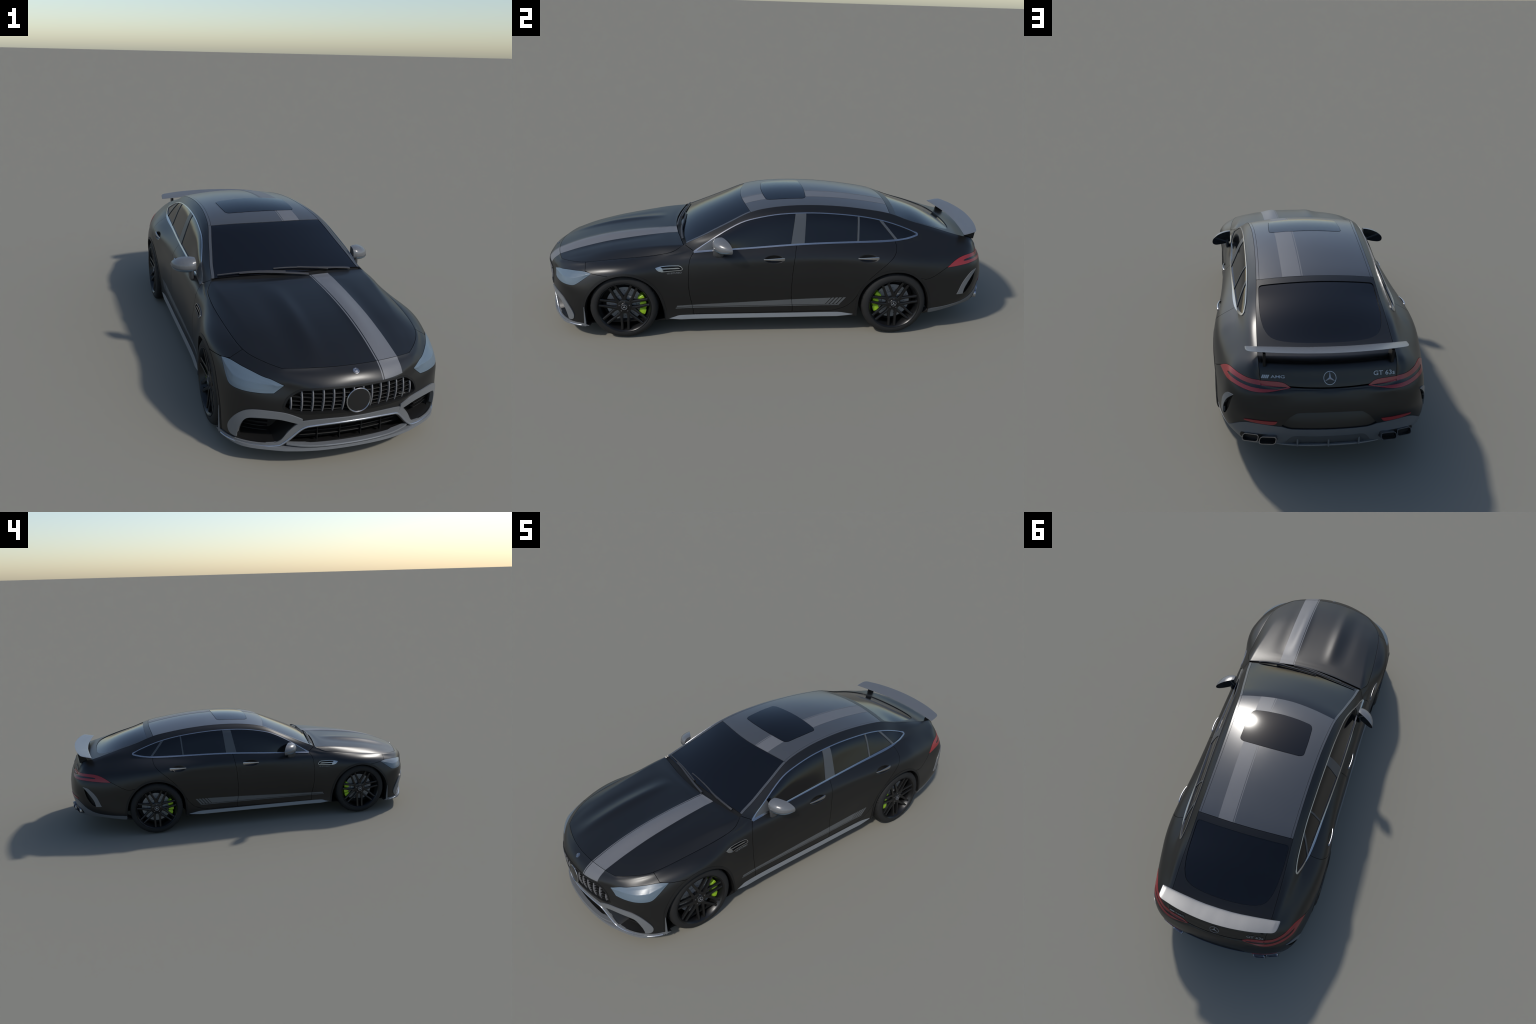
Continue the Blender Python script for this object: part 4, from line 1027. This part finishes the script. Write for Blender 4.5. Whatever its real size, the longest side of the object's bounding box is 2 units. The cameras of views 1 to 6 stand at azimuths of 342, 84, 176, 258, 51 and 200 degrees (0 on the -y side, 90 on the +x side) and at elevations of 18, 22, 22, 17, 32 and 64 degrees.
solid('tail_lettering', rear_art(join(*bars), .1990, .3622, tilt=.05), BADGE, car)
wing_text = text_mesh('V8 BITURBO', .0072, extrude=.0006, shear=.15, width=1.05)
k = .062/(wing_text[0][:, 0].max()-wing_text[0][:, 0].min()); wing_text[0][:, 0] *= k
L = lay(wing_text, FENDER_SKIN, 'side', (-.4185, .2955), (1, .06), (0, 1), .0002)
solid('fender_lettering', L, BADGEGREY, car)
Rr = lay((wing_text[0]*[-1, 1, 1], [f[::-1] for f in wing_text[1]]), FENDER_SKIN, 'side', (-.4185, .2955), (1, .06), (0, 1), .0002)
solid('fender_lettering', flip(Rr), BADGEGREY, car)

# ------------------------------------------------------------------ wheels
def spoke_fan(r_in=.020, r_out=.1065, spread=math.radians(18.5), hub=.034):
    """seven V-shaped spokes; local x is outward, y/z the wheel plane"""
    parts = []
    for k in range(7):
        a0 = math.pi/2+k*2*math.pi/7
        for sgn in (1, -1):
            a1 = a0+sgn*spread; P = []
            root = np.array([math.cos(a0+sgn*.08), math.sin(a0+sgn*.08)])*r_in
            end = np.array([math.cos(a1), math.sin(a1)])*r_out
            mid = np.array([math.cos(a0+sgn*.075), math.sin(a0+sgn*.075)])*.038
            pts = [(-.0135, *root), (-.0125, *mid), (-.0085, *(mid*.45+end*.55)), (-.0045, *end)]
            P = curve(pts, 14)
            sc = np.interp(np.linspace(0, 1, 14), [0, .25, .5, 1], [2.2, 1.75, 1.4, 1.35])
            parts.append(sweep(P, [(-.0042,-.009),(-.0036,.0005),(-.0022,.0018),(.0022,.0018),(.0036,.0005),(.0042,-.009)], up=(1, 0, 0), scale=np.c_[sc, np.ones(14)]))
    return join(*parts)
rim_prof = [(-.095,.098),(-.092,.1075),(-.085,.1075),(-.080,.100),(-.030,.0985),(-.016,.1015),(-.009,.1050),(-.004,.1072),(.0005,.1100),(.0025,.1120),(.0022,.1135),(-.001,.1145),(-.006,.1145)]
hub_prof = [(-.03,.030),(-.016,.033),(-.0115,.0315),(-.0095,.027),(-.0090,.018),(-.0070,.0165),(-.0060,.0140),(-.0060,.0001)]
def tyre_prof(w):
    return [(-w,.112),(-w-.003,.122),(-w,.134),(-w+.006,.1405),(-w+.014,.1432),(-w*.68,.1436),(-w*.67,.1405),(-w*.63,.1405),(-w*.62,.1437),(-w*.40,.1437),(-w*.39,.1405),(-w*.35,.1405),(-w*.34,.1436),
            (-.016,.1432),(-.010,.1418),(-.0045,.1385),(-.0005,.1325),(.0016,.1255),(.0020,.1190),(.0008,.1145),(-.004,.1120)]
def tread(a, x, r):
    """cross grooves in the tyre shoulders"""
    g = (np.floor(a/(2*np.pi)*216) % 3 == 0)
    return np.where(g & (r > .1395) & (r < .1433), .0022, 0.)
disc_prof = [(-.046,.020),(-.046,.078),(-.0405,.0785),(-.0400,.060),(-.0400,.048),(-.034,.046),(-.032,.020)]
def caliper(front):
    """block over the outer edge of the disc, centred on angle 0 (wheel plane y)"""
    parts = []
    for a0, a1 in ((-31, -12.5), (-9.5, 9.5), (12.5, 31)):
        n = 8; P = [(math.cos(math.radians(a)), math.sin(math.radians(a))) for a in np.linspace(a0, a1, n)]
        V, F = [], []
        for i, (c, s_) in enumerate(P):
            b = .0930 if 0 < i < n-1 else .0900; t = .066 if 0 < i < n-1 else .070; xo = -.0185 if 0 < i < n-1 else -.021
            V += [(-.052, t*c, t*s_), (xo, t*c, t*s_), (xo+.0025, (t*.5+b*.5)*c, (t*.5+b*.5)*s_), (xo, b*c, b*s_), (-.052, b*c, b*s_)]
        F = [(i*5+j, i*5+(j+1) % 5, (i+1)*5+(j+1) % 5, (i+1)*5+j) for i in range(n-1) for j in range(5)]+[tuple(range(5)), tuple((n-1)*5+j for j in range(5))]
        parts.append((np.array(V), F))
    n = 14; V = []
    for a in np.linspace(-32, 32, n):
        c, s_ = math.cos(math.radians(a)), math.sin(math.radians(a))
        V += [(-.054, .070*c, .070*s_), (-.0255, .070*c, .070*s_), (-.0255, .0890*c, .0890*s_), (-.054, .0890*c, .0890*s_)]
    parts.append((np.array(V), [(i*4+j, i*4+(j+1) % 4, (i+1)*4+(j+1) % 4, (i+1)*4+j) for i in range(n-1) for j in range(4)]+[(0,1,2,3), tuple((n-1)*4+j for j in range(4))]))
    return join(*parts)
bolts = []
for k in range(5):
    a = k*2*math.pi/5+.3; V, F = lathe([(-.012, .0032), (-.0055, .0032), (-.0050, .0001)], 10)
    bolts.append((V+[-.003, .0225*math.cos(a), .0225*math.sin(a)], F))
drill = []
for k in range(28):
    a = k*2*math.pi/28; r = .056+.006*(k % 3); V, F = lathe([(0, .0017), (.0004, .0016), (.0004, .0001)], 8)
    drill.append((V+[-.0402, r*math.cos(a), r*math.sin(a)], F))
star = star_art(.0118, .12, .0010); star = (star[0][:, [2, 0, 1]], star[1])
shared = {}
def shared_solid(key, name, VF, mat, parent, deg=35):
    if key not in shared: shared[key] = solid(name, VF, mat, None, deg); o = shared[key]
    else: o = shared[key].copy(); SCENE.collection.objects.link(o)
    o.parent = parent; return o
well_x = {-.632: .3715, .539: .3735}
for side in (1, -1):
    for y, w in ((-.632, .1050), (.539, .1180)):
        wheel = bpy.data.objects.new('wheel', None); link(wheel, car)
        wheel.location = (well_x[y]*side, y, .1437)
        wheel.rotation_euler = (0, 0, 0 if side == 1 else math.pi)
        back = 1 if side == 1 else -1
        shared_solid(('tyre', y), 'tyre', lathe(tyre_prof(w), 216, radial=tread), RUBBER, wheel, 40)
        shared_solid('rim', 'rim', join(lathe(rim_prof, 96), spoke_fan(), lathe(hub_prof, 48)), RIM, wheel, 40)
        shared_solid('disc', 'brake_disc', lathe(disc_prof, 72), DISC, wheel, 40)
        d = shared_solid('drill', 'brake_disc_holes', join(*drill), BLACK, wheel); d['kind'] = 'stuff'
        shared_solid('barrel', 'wheel_barrel', lathe([(-.090, .099), (-.060, .097), (-.058, .0001)], 48), BLACK, wheel)
        b = shared_solid('bolts', 'wheel_bolts', join(*bolts), BOLT, wheel)
        ang = 0 if y < 0 else math.pi
        if side == -1: ang = math.pi-ang
        cal = shared_solid('cal', 'brake_caliper', caliper(True), CALIPER, wheel, 30); cal.rotation_euler = (ang+(.06 if y < 0 else -.06)*1, 0, 0)
        s_ = shared_solid('hubstar', 'hub_emblem', (star[0]+[-.0055, 0, 0], star[1]), BADGE, wheel)
